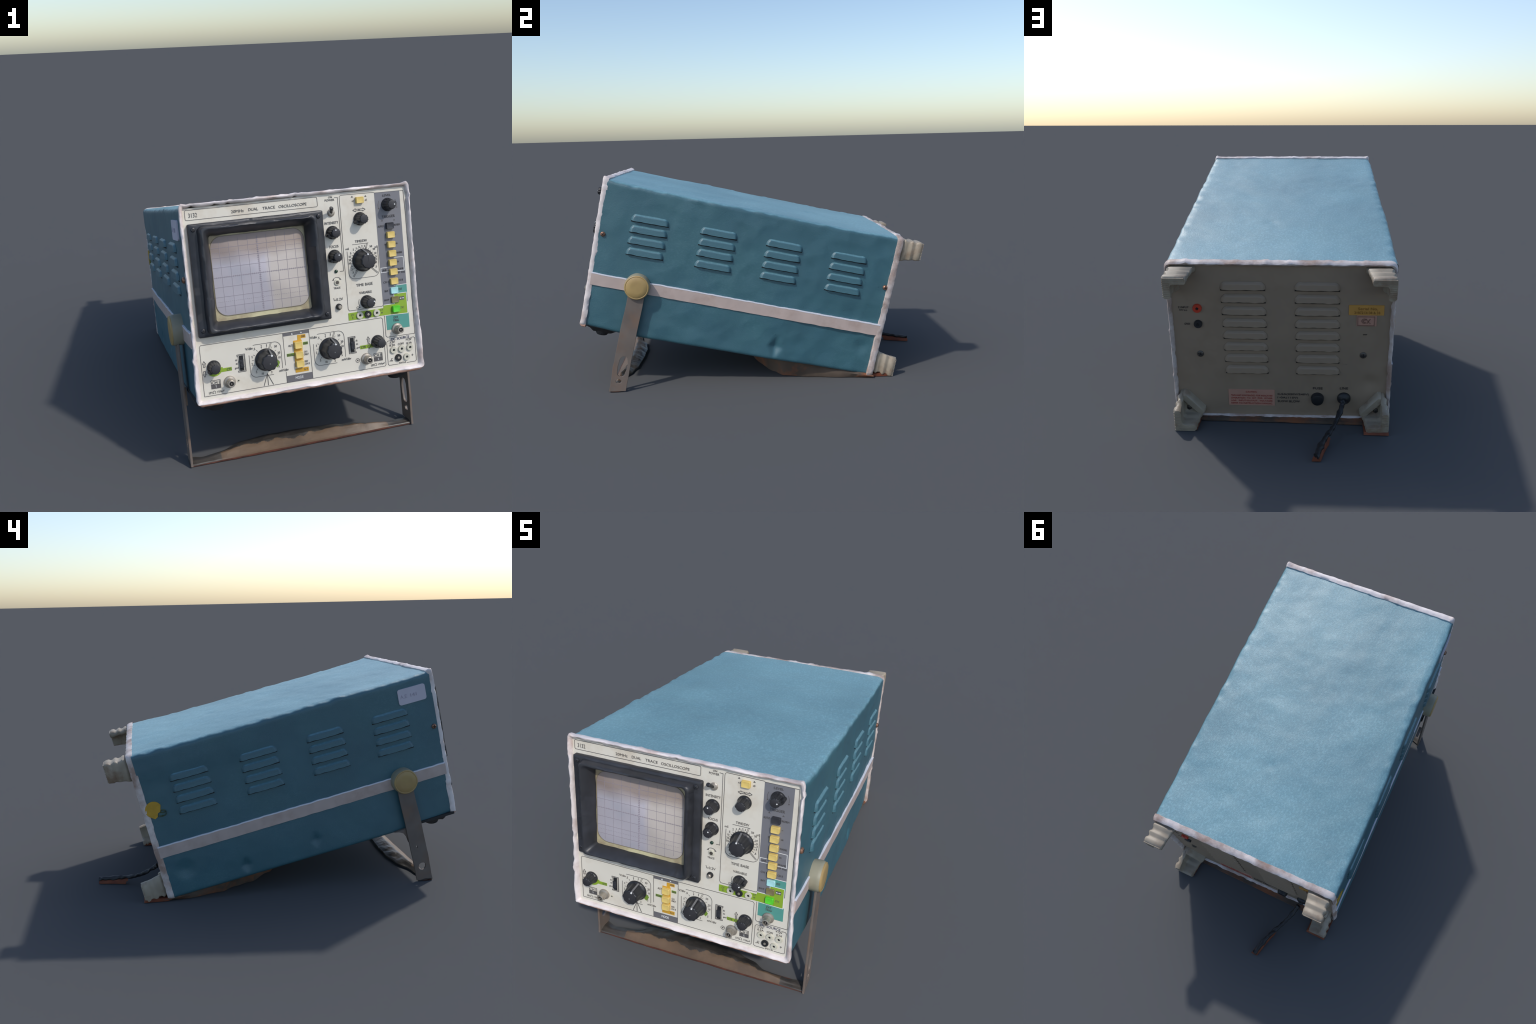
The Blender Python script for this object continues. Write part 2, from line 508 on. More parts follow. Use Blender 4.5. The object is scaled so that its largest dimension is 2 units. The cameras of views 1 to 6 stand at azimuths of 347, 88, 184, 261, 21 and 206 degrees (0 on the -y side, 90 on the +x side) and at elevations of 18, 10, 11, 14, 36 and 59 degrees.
# white strip along each side, with its bare upper edge
for sx in (1, -1):
    m, e = Mesh(), Mesh()
    ring, top = [], []
    for k in range(121):
        y = -0.797 + 1.602 * k / 120
        t = k / 120
        zt = -0.095 - 0.008 * t + fbm(Vector((y, sx, 0)), 20, 3) * 0.0045
        zb = -0.162 - 0.006 * t + fbm(Vector((y, sx, 5)), 18, 3) * 0.0035
        x0, x1 = sx * 0.480, sx * (half_width(y) + 0.0065 + fbm(Vector((y, sx, 9)), 12) * 0.0015)
        ring.append([(x0, y, zb), (x1, y, zb + 0.001), (x1, y, (zb * 2 + zt) / 3), (x1 + sx * .0008, y, (zb + zt * 2) / 3), (x1, y, zt - 0.002), (x0, y, zt)])
        top.append([(x1 - sx * 0.003, y, zt - 0.006), (x1 + sx * 0.0014, y, zt - 0.005), (x1 + sx * 0.0012, y, zt + 0.0005), (x0, y, zt + 0.0015)])
    m.loft(ring, True, True)
    e.loft(top, True, True)
    strip = put("trim_strip", m.data("trim_strip", STRIP, 50), root, POSE)
    put("trim_strip_edge", e.data("trim_strip_edge", STRIP_EDGE, 50), strip)


# ------------------------------------------------------------------ rims
def rim(spec, amp, seed, teeth, corner_spike=0.0):
    """Frame lofted through rounded rectangles (inset, y, radius); edges knocked about."""
    loops = []
    for li, (x0, x1, z0, z1, y, r) in enumerate(spec):
        l = []
        for x, z in rrect(x0, x1, z0, z1, r, 70, 7):
            p = Vector((x, 0, z))
            n1 = fbm(p + Vector((0, li * 0.013, seed)), 24, 4)
            n2 = fbm(p + Vector((0, li * 0.02, seed + 40)), 30, 3)
            n3 = noise.noise(Vector((x * 26, seed * 3, z * 26)))
            spike = max(0.0, n3 - 0.35) * teeth
            sx = 1 if x > 0 else -1
            out = amp * n1 + spike
            dx = sx * out * smooth(0.44, 0.47, abs(x)) * (0.3 if z > 0.37 else 1)
            dz = (1 if z > 0 else -1) * out * smooth(0.35, 0.375, abs(z)) * 0.8
            if abs(z) > 0.35 and abs(x) < 0.46 and z < 0:
                dz *= 0.7
            dy = amp * 0.9 * n2
            if corner_spike and z > 0.40:
                c = max(0.0, 1 - (abs(abs(x) - 0.487)) / 0.016)
                dz += corner_spike * c
            # lower corners flare outwards a little
            dx += sx * 0.010 * smooth(0.0, -0.38, z) * smooth(0.44, 0.47, abs(x)) * flare[0] * min(1.0, li / 4) * (1 if li < 7 else 0.8)
            l.append((x + dx, y + dy, z + dz))
        loops.append(l)
    m = Mesh()
    m.loft(loops + [loops[0]])
    return m


flare = [1.0]
o = lambda i, y, r: (-0.497 + i, 0.499 - i, -0.396 + i, 0.418 - i, y, r)
m = rim([o(0.0165, -0.786, 0.012), o(0.0150, -0.800, 0.012), o(0.0125, -0.809, 0.013), o(0.007, -0.8150, 0.016), o(0.0025, -0.8150, 0.018),
         o(0.0, -0.810, 0.02), o(0.0005, -0.797, 0.02), o(0.004, -0.786, 0.02)], 0.0060, 2.0, 0.022, 0.007)
front_rim = put("panel_rim", m.data("panel_rim", RIM, 60), root, POSE)
# rusty lip along the underside of the front rim
m, loops = Mesh(), []
for k in range(181):
    x = -0.503 + 1.008 * k / 180
    e = smooth(0, 0.02, min(x + 0.503, 0.505 - x))
    n1, n2 = fbm(Vector((x, 3, 0)), 22, 3), fbm(Vector((x, 9, 0)), 30, 3)
    zb = -0.4045 + 0.004 * n1 + 0.010 * (1 - e) - 0.002 * smooth(0.1, 0.45, x)
    zf = -0.3935 + 0.0035 * n2 + 0.004 * (1 - e)
    yf = -0.8135 + 0.002 * n2
    loops.append([(x, yf + 0.003, zf + 0.004), (x, yf, zf), (x, yf + 0.002, (zf + zb) / 2), (x, yf + 0.007, zb), (x, -0.788, zb), (x, -0.786, zf + 0.004)])
m.loft(loops, True, True)
put("rim_lip", m.data("rim_lip", RIM_BROWN, 60), front_rim)

flare[0] = 0.0
o = lambda i, y, r: (-0.499 + i, 0.500 - i, -0.411 + i, 0.402 - i, y, r)
m = rim([o(0.02, 0.79, 0.015), o(0.018, 0.812, 0.015), o(0.014, 0.823, 0.02), o(0.006, 0.828, 0.025), o(0.001, 0.82, 0.028),
         o(-0.001, 0.808, 0.03), o(-0.001, 0.795, 0.03)], 0.0060, 11.0, 0.022)
rear_rim = put("cover_rim", m.data("cover_rim", REAR_RIM, 60), root, POSE)

# ----------------------------------------------------------- front panel
m = Mesh()
outer, inner = rrect(-0.489, 0.491, -0.388, 0.402, 0.012, 4, 5), rrect(-0.394, 0.025, -0.072, 0.289, 0.004, 4, 5)
m.loft([[(x, y, z) for x, z in q] for q, y in ((outer, PANEL + 0.02), (outer, PANEL), (inner, PANEL), (inner, PANEL + 0.03))])
m.f += [tuple(reversed(f)) for f in ()]
panel = put("control_panel", m.data("control_panel", PANEL_PAINT), root, POSE)


def field(mesh, x0, x1, z0, z1, lift=0.0008, r=0.0006):
    mesh.poly(rrect(x0, x1, z0, z1, r, 2, 2), PANEL - lift, PANEL + 0.004)


grey, dgrey, green, olive, tealp, gold, whitep = Mesh(), Mesh(), Mesh(), Mesh(), Mesh(), Mesh(), Mesh()
field(grey, 0.342, 0.459, -0.097, 0.385)
field(tealp, 0.407, 0.459, -0.062, -0.0205, 0.0012)
field(tealp, 0.3515, 0.459, -0.210, -0.1465, 0.0010)
field(green, 0.396, 0.4535, -0.147, -0.0565, 0.0016)
field(green, 0.343, 0.400, -0.144, -0.100, 0.0015)
field(green, 0.179, 0.345, -0.143, -0.1115, 0.0014)
for a in ((0.4065, 0.0, 0.4595, 0.0), ):
    pass
whitep.stroke([(0.398, -0.0205), (0.407, -0.0195), (0.459, -0.0195)], 0.0022, PANEL - 0.002, PANEL)
whitep.stroke([(0.343, -0.099), (0.395, -0.099), (0.395, -0.056), (0.4545, -0.056), (0.4545, -0.148), (0.343, -0.1445)], 0.0024, PANEL - 0.0021, PANEL)
whitep.stroke([(0.408, 0.1015), (0.4525, 0.1005), (0.4535, 0.041), (0.417, 0.042)], 0.0022, PANEL - 0.0014, PANEL)
whitep.stroke([(0.397, 0.063), (0.345, 0.062), (0.345, 0.042), (0.383, 0.043)], 0.0022, PANEL - 0.0014, PANEL)
field(dgrey, -0.1175, -0.004, -0.168, -0.1545)
field(dgrey, -0.1175, -0.0045, -0.366, -0.337)
field(gold, -0.057, -0.0205, -0.186, -0.171, 0.0009)
field(gold, -0.057, -0.042, -0.200, -0.171, 0.0010)
field(gold, -0.0765, -0.039, -0.305, -0.192, 0.0011)
field(gold, -0.0775, -0.019, -0.329, -0.3115, 0.0012)
field(olive, -0.034, -0.0125, -0.216, -0.204)
field(olive, -0.109, -0.077, -0.256, -0.2435)
field(green, -0.400, -0.347, -0.2745, -0.2595)
green.poly([(-0.42 + 0.036 * cos(radians(a)), -0.252 + 0.036 * sin(radians(a))) for a in range(-130, 5, 9)] + [(-0.42, -0.252)], PANEL - 0.0009, PANEL)
field(green, 0.220, 0.285, -0.275, -0.2595)
olive.poly([(-0.2 + 0.062 * cos(radians(a)), -0.252 + 0.062 * sin(radians(a))) for a in range(-42, -12, 6)] + [(-0.2 + .04, -0.255), (-0.2 + .03, -0.28)], PANEL - 0.0009, PANEL)
olive.poly([(0.08 + 0.060 * cos(radians(a)), -0.248 + 0.060 * sin(radians(a))) for a in range(-42, -18, 6)] + [(0.08 + .04, -0.25), (0.08 + .03, -0.275)], PANEL - 0.0009, PANEL)
for nm, me, mt in (("grey_field", grey, GREY_PRINT), ("dark_grey_field", dgrey, DARK_GREY_PRINT), ("green_field", green, GREEN_PRINT), ("olive_field", olive, OLIVE_PRINT),
                   ("sea_green_field", tealp, TEAL_PRINT), ("gold_field", gold, GOLD_PRINT), ("white_line", whitep, WHITE)):
    put(nm, me.data(nm, mt), panel)

# ink lines
ink = Mesh()
LW = 0.0017
Y0, Y1 = PANEL - 0.0012, PANEL + 0.002


def line(*pts, w=LW, closed=False):
    ink.stroke(list(pts), w, Y0, Y1, closed)


def boxline(x0, x1, z0, z1, r=0.006, w=LW):
    ink.stroke(rrect(x0, x1, z0, z1, r, 2, 5), w, Y0, Y1, True)


def arc(cx, cz, r, a0, a1, n=12):
    return [(cx + r * cos(radians(a0 + (a1 - a0) * i / n)), cz + r * sin(radians(a0 + (a1 - a0) * i / n))) for i in range(n + 1)]


boxline(-0.472, 0.084, 0.354, 0.394)
line((0.161, 0.384), (0.175, 0.3835), (0.1745, 0.072), (0.158, 0.072))
line(*(arc(0.193, 0.381, 0.010, 180, 90, 5) + [(0.342, 0.389)]))
line((0.183, 0.381), (0.1805, -0.094), (0.186, -0.102), (0.338, -0.102), (0.343, -0.098))
line((0.342, 0.386), (0.476, 0.385), (0.479, 0.3), (0.481, -0.243), (0.350, -0.241), (0.344, -0.235), (0.3445, -0.147))
line((-0.471, -0.365), (-0.471, -0.159), (-0.466, -0.153), (-0.12, -0.154), (-0.004, -0.153), (0.328, -0.152), (0.334, -0.158), (0.3335, -0.361), (0.329, -0.366), (-0.471, -0.365))
line((-0.1185, -0.154), (-0.1185, -0.29)); line((-0.1185, -0.318), (-0.1185, -0.366))
line((-0.004, -0.154), (-0.004, -0.366), w=0.0016)
line((0.367, -0.2585), (0.351, -0.2585), (0.345, -0.264), (0.344, -0.361), (0.349, -0.3665), (0.392, -0.367)); line((0.433, -0.367), (0.474, -0.367), (0.479, -0.362), (0.479, -0.263), (0.474, -0.258), (0.458, -0.258))
# trace rotation arc with arrowheads, level arcs, variable arc
line(*arc(0.1405, 0.028, 0.021, 140, 40, 8))
for s in (-1, 1):
    ink.poly([(0.1405 + s * 0.021, 0.037), (0.1405 + s * 0.013, 0.046), (0.1405 + s * 0.0125, 0.037)][::s], Y0, Y1)
line(*arc(0.398, 0.329, 0.043, 150, 190, 6), w=0.0015); line(*arc(0.398, 0.329, 0.043, 30, -10, 6), w=0.0015)
line(*arc(0.268, -0.074, 0.037, 155, 200, 6), w=0.0015)
for x, z in ((0.357, 0.318), (0.441, 0.316), (0.2335, -0.093)):
    ink.lathe([(0.0032, -0.001), (0.0032, 0.002)], (x, PANEL, z), n=10)


def dial(cx, cz, hw, hh, split, tick0, tick1, n, gaps):
    """Rounded frame of a step switch with its ticks."""
    pts = rrect(cx - hw, cx + hw, cz - hh, cz + hh, 0.026, 6, 8)
    run = []
    for p in pts + [pts[0]]:
        a = math.degrees(math.atan2(p[1] - cz, p[0] - cx)) % 360
        if any(lo < a < hi for lo, hi in gaps):
            if len(run) > 1:
                line(*run, w=0.0016)
            run = []
        else:
            run.append(p)
    if len(run) > 1:
        line(*run, w=0.0016)
    for i in range(n):
        a = radians(tick0 + (tick1 - tick0) * i / (n - 1))
        line((cx + 0.050 * cos(a), cz + 0.050 * sin(a)), (cx + 0.058 * cos(a), cz + 0.058 * sin(a)), w=0.0013)
    for a in split:
        ca, sa = cos(radians(a)), sin(radians(a))
        R = 0.98 * min(hw / max(1e-6, abs(ca)), hh / max(1e-6, abs(sa))) * (0.9 if abs(abs(ca) - abs(sa)) < 0.25 else 1)
        for s in (-1, 1):
            ox, oz = -sa * 0.0022 * s, ca * 0.0022 * s
            line((cx + 0.045 * ca + ox, cz + 0.045 * sa + oz), (cx + R * ca + ox, cz + R * sa + oz), w=0.0013)


dial(0.2675, 0.105, 0.070, 0.073, (72, -44, -128), 226, -30, 21, ((40, 62), (122, 146)))
dial(-0.201, -0.252, 0.069, 0.068, (67,), 222, -12, 11, ((-60 % 360, 325), (128, 150)))
dial(0.081, -0.248, 0.070, 0.068, (67,), 222, -12, 11, ((-60 % 360, 325), (128, 150)))
# tripod mark under channel one
for x in (-0.219, -0.2, -0.178):
    line((-0.2, -0.312), (x, -0.362), w=0.0026)
# outlined arrows


def arrow(cx, cz, ang, L=0.026, W=0.0068, H=0.013, hl=0.011):
    pts = [(0, -W / 2), (L - hl, -W / 2), (L - hl, -H / 2), (L, 0), (L - hl, H / 2), (L - hl, W / 2), (0, W / 2)]
    ca, sa = cos(radians(ang)), sin(radians(ang))
    ink.stroke([(cx + (p[0] - L / 2) * ca - p[1] * sa, cz + (p[0] - L / 2) * sa + p[1] * ca) for p in pts], 0.0016, Y0 - 0.0006, Y1, True)


arrow(0.2525, 0.3225, 180); arrow(0.2825, 0.322, 0)
arrow(-0.459, -0.231, 90, 0.024); arrow(-0.461, -0.272, -90, 0.024)
arrow(0.260, -0.237, 90, 0.024); arrow(0.261, -0.266, -90, 0.024)
# small triangles by the push buttons (raised / pressed marks)
for x, z in ((0.240, 0.380), (0.301, 0.377), (0.368, 0.265), (0.424, 0.263)):
    ink.poly([(x - 0.005, z - 0.003), (x + 0.005, z - 0.003), (x, z + 0.004)], Y0, Y1)
# slide switch frames
for cx, s in ((-0.3045, 1), (0.1845, -1)):
    for p in ([(-0.016, -0.030), (-0.016, -0.036), (0.016, -0.036), (0.016, 0.036), (-0.016, 0.036), (-0.016, 0.028)],):
        line(*[(cx + s * x, -0.2505 + z) for x, z in p], w=0.0024)
    boxline(cx - 0.0125, cx + 0.0125, -0.2825, -0.2185, 0.001, 0.0014)
# CH I / CH II boxes
for x0, x1 in ((-0.4385, -0.4), (0.2805, 0.319)):
    boxline(x0, x1, -0.3215, -0.3035, 0.0008, 0.0018)
    ink.poly([(x0 - 0.001, -0.3385), (x1 + 0.001, -0.3385), (x1 + 0.001, -0.3215), (x0 - 0.001, -0.3215)], Y0, Y1)
ink.poly([(0.4195, -0.0865), (0.4425, -0.0865), (0.4425, -0.0715), (0.4195, -0.0715)], PANEL - 0.0024, Y1)
ink.stroke(arc(0.204, -0.321, 0.0085, 0, 345, 16), 0.0018, Y0, Y1, True)
ink.lathe([(0.0034, -0.001), (0.0034, 0.002)], (0.204, PANEL, -0.321), n=10)
# earth sign and plus sign by the supply jacks, pulse sign
line((0.368, -0.338), (0.361, -0.338), (0.361, -0.346)); line((0.354, -0.346), (0.367, -0.346))
for dx in (-0.006, 0, 0.006):
    line((0.361 + dx, -0.346), (0.358 + dx, -0.352), w=0.0014)
line((0.457, -0.337), (0.466, -0.337), w=0.0018); line((0.4615, -0.332), (0.4615, -0.342), w=0.0018)
line((0.117, -0.040), (0.121, -0.040), (0.121, -0.049), (0.127, -0.049), (0.127, -0.045), w=0.0016)
put("panel_line", ink.data("panel_line", INK), panel, kind="stuff")


# ------------------------------------------------------------- lettering
def glyphs(s):
    c = bpy.data.curves.new("tmp", 'FONT')
    c.body = s
    c.resolution_u = 3
    ob = bpy.data.objects.new("tmp", c)
    bpy.context.scene.collection.objects.link(ob)
    dg = bpy.context.evaluated_depsgraph_get()
    me = bpy.data.meshes.new_from_object(ob.evaluated_get(dg))
    vs = [tuple(v.co) for v in me.vertices]
    fs = [tuple(p.vertices) for p in me.polygons]
    bpy.data.objects.remove(ob)
    bpy.data.curves.remove(c)
    bpy.data.meshes.remove(me)
    return vs, fs


def write(mesh, s, x0, x1, zc, h, lift=0.0016, slope=0.0, frame=None, bold=0.0):
    """Lettering fitted to x0..x1 and cap height h; frame maps (x, z, lift) to a point."""
    vs, fs = glyphs(s)
    a, b = min(v[0] for v in vs), max(v[0] for v in vs)
    c, d = min(v[1] for v in vs), max(v[1] for v in vs)
    k = (x1 - x0) / max(1e-6, b - a)
    q = h / max(1e-6, d - c)
    fr = frame or (lambda x, z, l: (x, PANEL - l, z))
    n = len(vs)
    pts = []
    for lv in (lift, lift - 0.0010):
        for v in vs:
            x = x0 + (v[0] - a) * k
            pts.append(fr(x, zc - h / 2 + (v[1] - c) * q + slope * (x - x0), lv))
    # border edges become the thin side wall of each letter
    cnt = {}
    for f in fs:
        for i in range(len(f)):
            e = (f[i], f[(i + 1) % len(f)])
            cnt[tuple(sorted(e))] = cnt.get(tuple(sorted(e)), 0) + 1
    wall = []
    for f in fs:
        for i in range(len(f)):
            e = (f[i], f[(i + 1) % len(f)])
            if cnt[tuple(sorted(e))] == 1:
                wall.append((e[0], e[0] + n, e[1] + n, e[1]))
    mesh.add(pts, list(fs) + wall)


txt, big, lite, blue = Mesh(), Mesh(), Mesh(), Mesh()
write(big, "3132", -0.458, -0.423, 0.3725, 0.0175)
for s, x0, x1, z in (("20MHz", -0.284, -0.231, 0.3705), ("DUAL", -0.212, -0.171, 0.3715), ("TRACE", -0.152, -0.099, 0.371), ("OSCILLOSCOPE", -0.084, 0.037, 0.3705)):
    write(big, s, x0, x1, z, 0.0115)
for s, x0, x1, z, h in (
        ("ON", 0.134, 0.151, 0.3875, 0.008), ("POWER", 0.118, 0.160, 0.3755, 0.009), ("INTENSITY", 0.108, 0.170, 0.280, 0.011), ("FOCUS", 0.121, 0.161, 0.180, 0.011),
        ("TRACE", 0.124, 0.154, 0.0035, 0.0085), ("0.2V", 0.131, 0.161, -0.0455, 0.0115), ("TIME/DIV", 0.237, 0.292, 0.190, 0.0105), ("TIME BASE", 0.226, 0.302, 0.003, 0.012),
        ("VARIABLE", 0.237, 0.295, -0.0315, 0.0105), ("C", 0.219, 0.229, -0.093, 0.0095)):
    write(big, s, x0, x1, z, h)
for s, x0, x1, z, h in (
        ("LEVEL", 0.379, 0.417, 0.3715, 0.009), ("TRIGGER", 0.369, 0.429, 0.281, 0.011), ("AUTO", 0.346, 0.373, 0.2415, 0.0085), ("NORM", 0.420, 0.449, 0.2415, 0.0085),
        ("MAINS", 0.422, 0.449, 0.121, 0.0085), ("TV", 0.421, 0.432, 0.0815, 0.008), ("FRAME", 0.420, 0.451, 0.050, 0.008), ("HF REJ", 0.418, 0.455, 0.0335, 0.0085),
        ("LINE", 0.350, 0.371, 0.0515, 0.008), ("CH I", 0.352, 0.376, -0.0005, 0.0085), ("CH II", 0.421, 0.443, 0.001, 0.0085), ("INT", 0.355, 0.372, -0.0395, 0.0085),
        ("EXT", 0.420, 0.436, -0.0385, 0.009), ("SWP", 0.349, 0.372, -0.0785, 0.008), ("CTC", 0.420, 0.438, -0.120, 0.0085), ("EXT", 0.387, 0.408, -0.159, 0.0095), ("TRIG", 0.383, 0.410, -0.172, 0.0095),
        ("+", 0.378, 0.384, 0.203, 0.006), ("-", 0.4225, 0.428, 0.2015, 0.0015), ("ac", 0.371, 0.380, 0.162, 0.006), ("dc", 0.4235, 0.4325, 0.162, 0.0075)):
    write(txt, s, x0, x1, z, h, 0.0026)
for s, x0, x1, z, h in (
        ("x1", 0.238, 0.246, 0.3625, 0.008), ("x5", 0.297, 0.306, 0.3615, 0.008), ("CT", 0.191, 0.203, -0.122, 0.008), ("I", 0.196, 0.199, -0.134, 0.007), ("CT", 0.327, 0.339, -0.117, 0.008), ("II", 0.330, 0.336, -0.130, 0.007),
        ("V/div", -0.283, -0.251, -0.196, 0.0105), ("mV/div", -0.147, -0.107, -0.3085, 0.010), ("V/div", -0.001, 0.030, -0.191, 0.0105), ("mV/div", 0.133, 0.175, -0.306, 0.010),
        ("dc", -0.329, -0.321, -0.234, 0.008), ("ac", -0.328, -0.320, -0.250, 0.006), ("gnd", -0.334, -0.319, -0.268, 0.009),
        ("dc", 0.2025, 0.2105, -0.233, 0.008), ("ac", 0.2035, 0.2115, -0.249, 0.006), ("gnd", 0.204, 0.218, -0.266, 0.009),
        ("CTI", -0.368, -0.350, -0.267, 0.0095), ("CTII", 0.224, 0.244, -0.267, 0.0095), ("CH I", -0.4355, -0.4035, -0.3125, 0.0125), ("CH II", 0.2835, 0.3165, -0.3125, 0.0125),
        ("ALT", -0.099, -0.080, -0.2105, 0.0085), ("CHOP", -0.032, -0.0135, -0.210, 0.0075), ("CH I", -0.033, -0.019, -0.2455, 0.0085), ("ONLY", -0.034, -0.013, -0.2565, 0.0085),
        ("INV", -0.0335, -0.0185, -0.2865, 0.0085), ("CH II", -0.034, -0.013, -0.2975, 0.0085), ("DUAL", -0.107, -0.080, -0.2495, 0.008), ("CHA", -0.040, -0.023, -0.178, 0.008), ("X-Y", -0.040, -0.022, -0.320, 0.008),
        ("-12V", 0.355, 0.383, -0.266, 0.0095), ("0.2A", 0.357, 0.383, -0.279, 0.0095), ("COM", 0.397, 0.423, -0.279, 0.0095), ("+12V", 0.435, 0.463, -0.265, 0.0095), ("0.2A", 0.438, 0.463, -0.281, 0.0095), ("5V/1A", 0.396, 0.429, -0.3635, 0.0075)):
    write(txt, s, x0, x1, z, h, 0.0024)
for x0 in (-0.451, 0.264):
    write(txt, "1M", x0, x0 + 0.013, -0.353, 0.010)
    write(txt, "//25pF", x0 + 0.032, x0 + 0.064, -0.3535, 0.0095)
    txt.stroke([(x0 + 0.016, -0.3575), (x0 + 0.0195, -0.3575)] + arc(x0 + 0.0215, -0.352, 0.0052, 230, -50, 10) + [(x0 + 0.0235, -0.3575), (x0 + 0.027, -0.3575)], 0.0014, Y0, Y1)
write(blue, "DC SOURCE", 0.367, 0.453, -0.2535, 0.0115)
write(lite, "MODE", -0.080, -0.046, -0.3505, 0.0115)
write(lite, "Y", -0.4225, -0.4165, -0.330, 0.010); write(lite, "X", 0.2965, 0.3025, -0.330, 0.010)
lite.poly([(-0.083, -0.165), (-0.075, -0.165), (-0.079, -0.1575)], PANEL - 0.0016, PANEL); lite.poly([(-0.043, -0.1635), (-0.035, -0.1635), (-0.039, -0.158)], PANEL - 0.0016, PANEL)
lite.stroke([(0.4235, -0.079), (0.4385, -0.079)], 0.0016, PANEL - 0.003, PANEL); lite.lathe([(0.003, -0.003), (0.003, 0)], (0.4245, PANEL, -0.079), n=8); lite.lathe([(0.003, -0.003), (0.003, 0)], (0.4375, PANEL, -0.079), n=8)


def around(cx, cz, r, items, h=0.0085):
    for s, a, rr in items:
        x, z = cx + (r + rr) * cos(radians(a)), cz + (r + rr) * sin(radians(a))
        w = 0.0062 * len(s) - 0.0012 - 0.0030 * s.count("1") - 0.0026 * s.count(".")
        write(txt, s, x - w / 2, x + w / 2, z, h)


around(0.2675, 0.105, 0.062, (("50", 55, 0.008), ("20", 40, 0.007), ("10", 24, 0.002), ("5", 11, 0), ("2", 0, 0), ("1", -12, 0), (".5", -30, 0.003),
                              ("1", 80, 0.001), (".2", 92, 0), (".5", 104, 0), ("1", 116, 0), ("2", 128, 0.004), ("5", 145, 0.004), ("10", 158, 0.002), ("20", 171, 0), ("50", 184, 0), (".1", 197, 0), (".2", 209, 0.002), (".5", 221, 0.006)))
write(txt, "mS", 0.192, 0.207, 0.163, 0.009); write(txt, "uS", 0.325, 0.339, 0.158, 0.009)
for cx, cz in ((-0.201, -0.252), (0.081, -0.248)):
    around(cx, cz, 0.060, (("50", 46, 0.008), ("20", 19, 0.002), ("10", 0, 0), ("5", -35, 0.006), ("1", 81, 0), ("2", 103, 0), (".5", 131, 0.008), ("1", 161, 0), ("2", 190, 0), ("5", 226, 0.004), ("10", 252, 0), ("2", 290, 0)), 0.0095)
put("panel_heading", big.data("panel_heading", INK), panel, kind="stuff")
put("panel_lettering", txt.data("panel_lettering", INK), panel, kind="stuff")
put("supply_heading", blue.data("supply_heading", BLUE_INK), panel, kind="stuff")
put("light_lettering", lite.data("light_lettering", WHITE), panel, kind="stuff")

# ------------------------------------------------------- screen and bezel
m = Mesh()
spec = ((-0.470, 0.097, -0.120, 0.338, 0.006, -0.796), (-0.470, 0.097, -0.120, 0.338, 0.006, -0.815), (-0.467, 0.094, -0.117, 0.335, 0.007, -0.8185),
        (-0.436, 0.068, -0.106, 0.327, 0.022, -0.8205), (-0.430, 0.061, -0.102, 0.3235, 0.022, -0.842), (-0.427, 0.057, -0.100, 0.321, 0.022, -0.8500),
        (-0.420, 0.050, -0.095, 0.315, 0.022, -0.8525), (-0.414, 0.044, -0.090, 0.310, 0.02, -0.850), (-0.388, 0.0195, -0.0665, 0.2835, 0.010, -0.7985), (-0.3895, 0.021, -0.068, 0.285, 0.008, -0.770))
loops = []
for li, (x0, x1, z0, z1, r, y) in enumerate(spec):
    l = []
    for x, z in rrect(x0, x1, z0, z1, r, 44, 7):
        n1 = fbm(Vector((x, li * 0.05, z)), 14, 3)
        w = 0.004 if li > 2 else 0.0016
        l.append((x + w * 0.6 * fbm(Vector((x, 3, z)), 24, 2), y + w * n1 * (0.2 if li >= 8 else 1), z + w * 0.8 * fbm(Vector((x, 9, z)), 24, 2)))
    loops.append(l)
m.loft(loops)
bezel = put("screen_bezel", m.data("screen_bezel", BLACK, 50), root, POSE)


def screw_mesh(r, mat):
    m = Mesh()
    m.lathe([(r, 0.003), (r, -0.002), (r * 0.85, -0.0045), (r * 0.5, -0.006), (r * 0.001, -0.0065)], n=18)
    nf = len(m.f)
    m.box(-r * 0.6, r * 0.6, -0.0068, -0.004, -r * 0.13, r * 0.13)
    m.box(-r * 0.13, r * 0.13, -0.0069, -0.004, -r * 0.6, r * 0.6)
    me = m.data("screw", [mat, HOLE])
    for p in me.polygons:
        if p.index >= nf:
            p.material_index = 1
    return me


bz = screw_mesh(0.0095, BLACK)
for x, z in ((-0.449, 0.316), (0.076, 0.315), (-0.451, -0.091), (0.078, -0.096)):
    put("screw", bz, bezel, at(x, -0.8195, z, random.uniform(0, 1.5)))

m = Mesh()
m.poly(rrect(-0.395, 0.026, -0.075, 0.292, 0.006, 3, 3), -0.8, -0.79)
# the tube leans back behind the panel towards the top
LEAN = Matrix.Translation((0, -0.797, -0.07)) @ Matrix.Rotation(radians(-2.0), 4, 'X') @ Matrix.Translation((0, 0.800, 0.07))
screen = put("screen", m.data("screen", MASK), root, POSE @ LEAN)
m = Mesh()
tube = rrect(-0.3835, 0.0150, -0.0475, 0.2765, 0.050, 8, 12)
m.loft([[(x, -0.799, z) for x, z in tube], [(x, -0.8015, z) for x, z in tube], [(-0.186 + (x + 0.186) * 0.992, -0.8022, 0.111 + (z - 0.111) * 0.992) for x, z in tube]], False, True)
put("tube_face", m.data("tube_face", TUBE), screen)
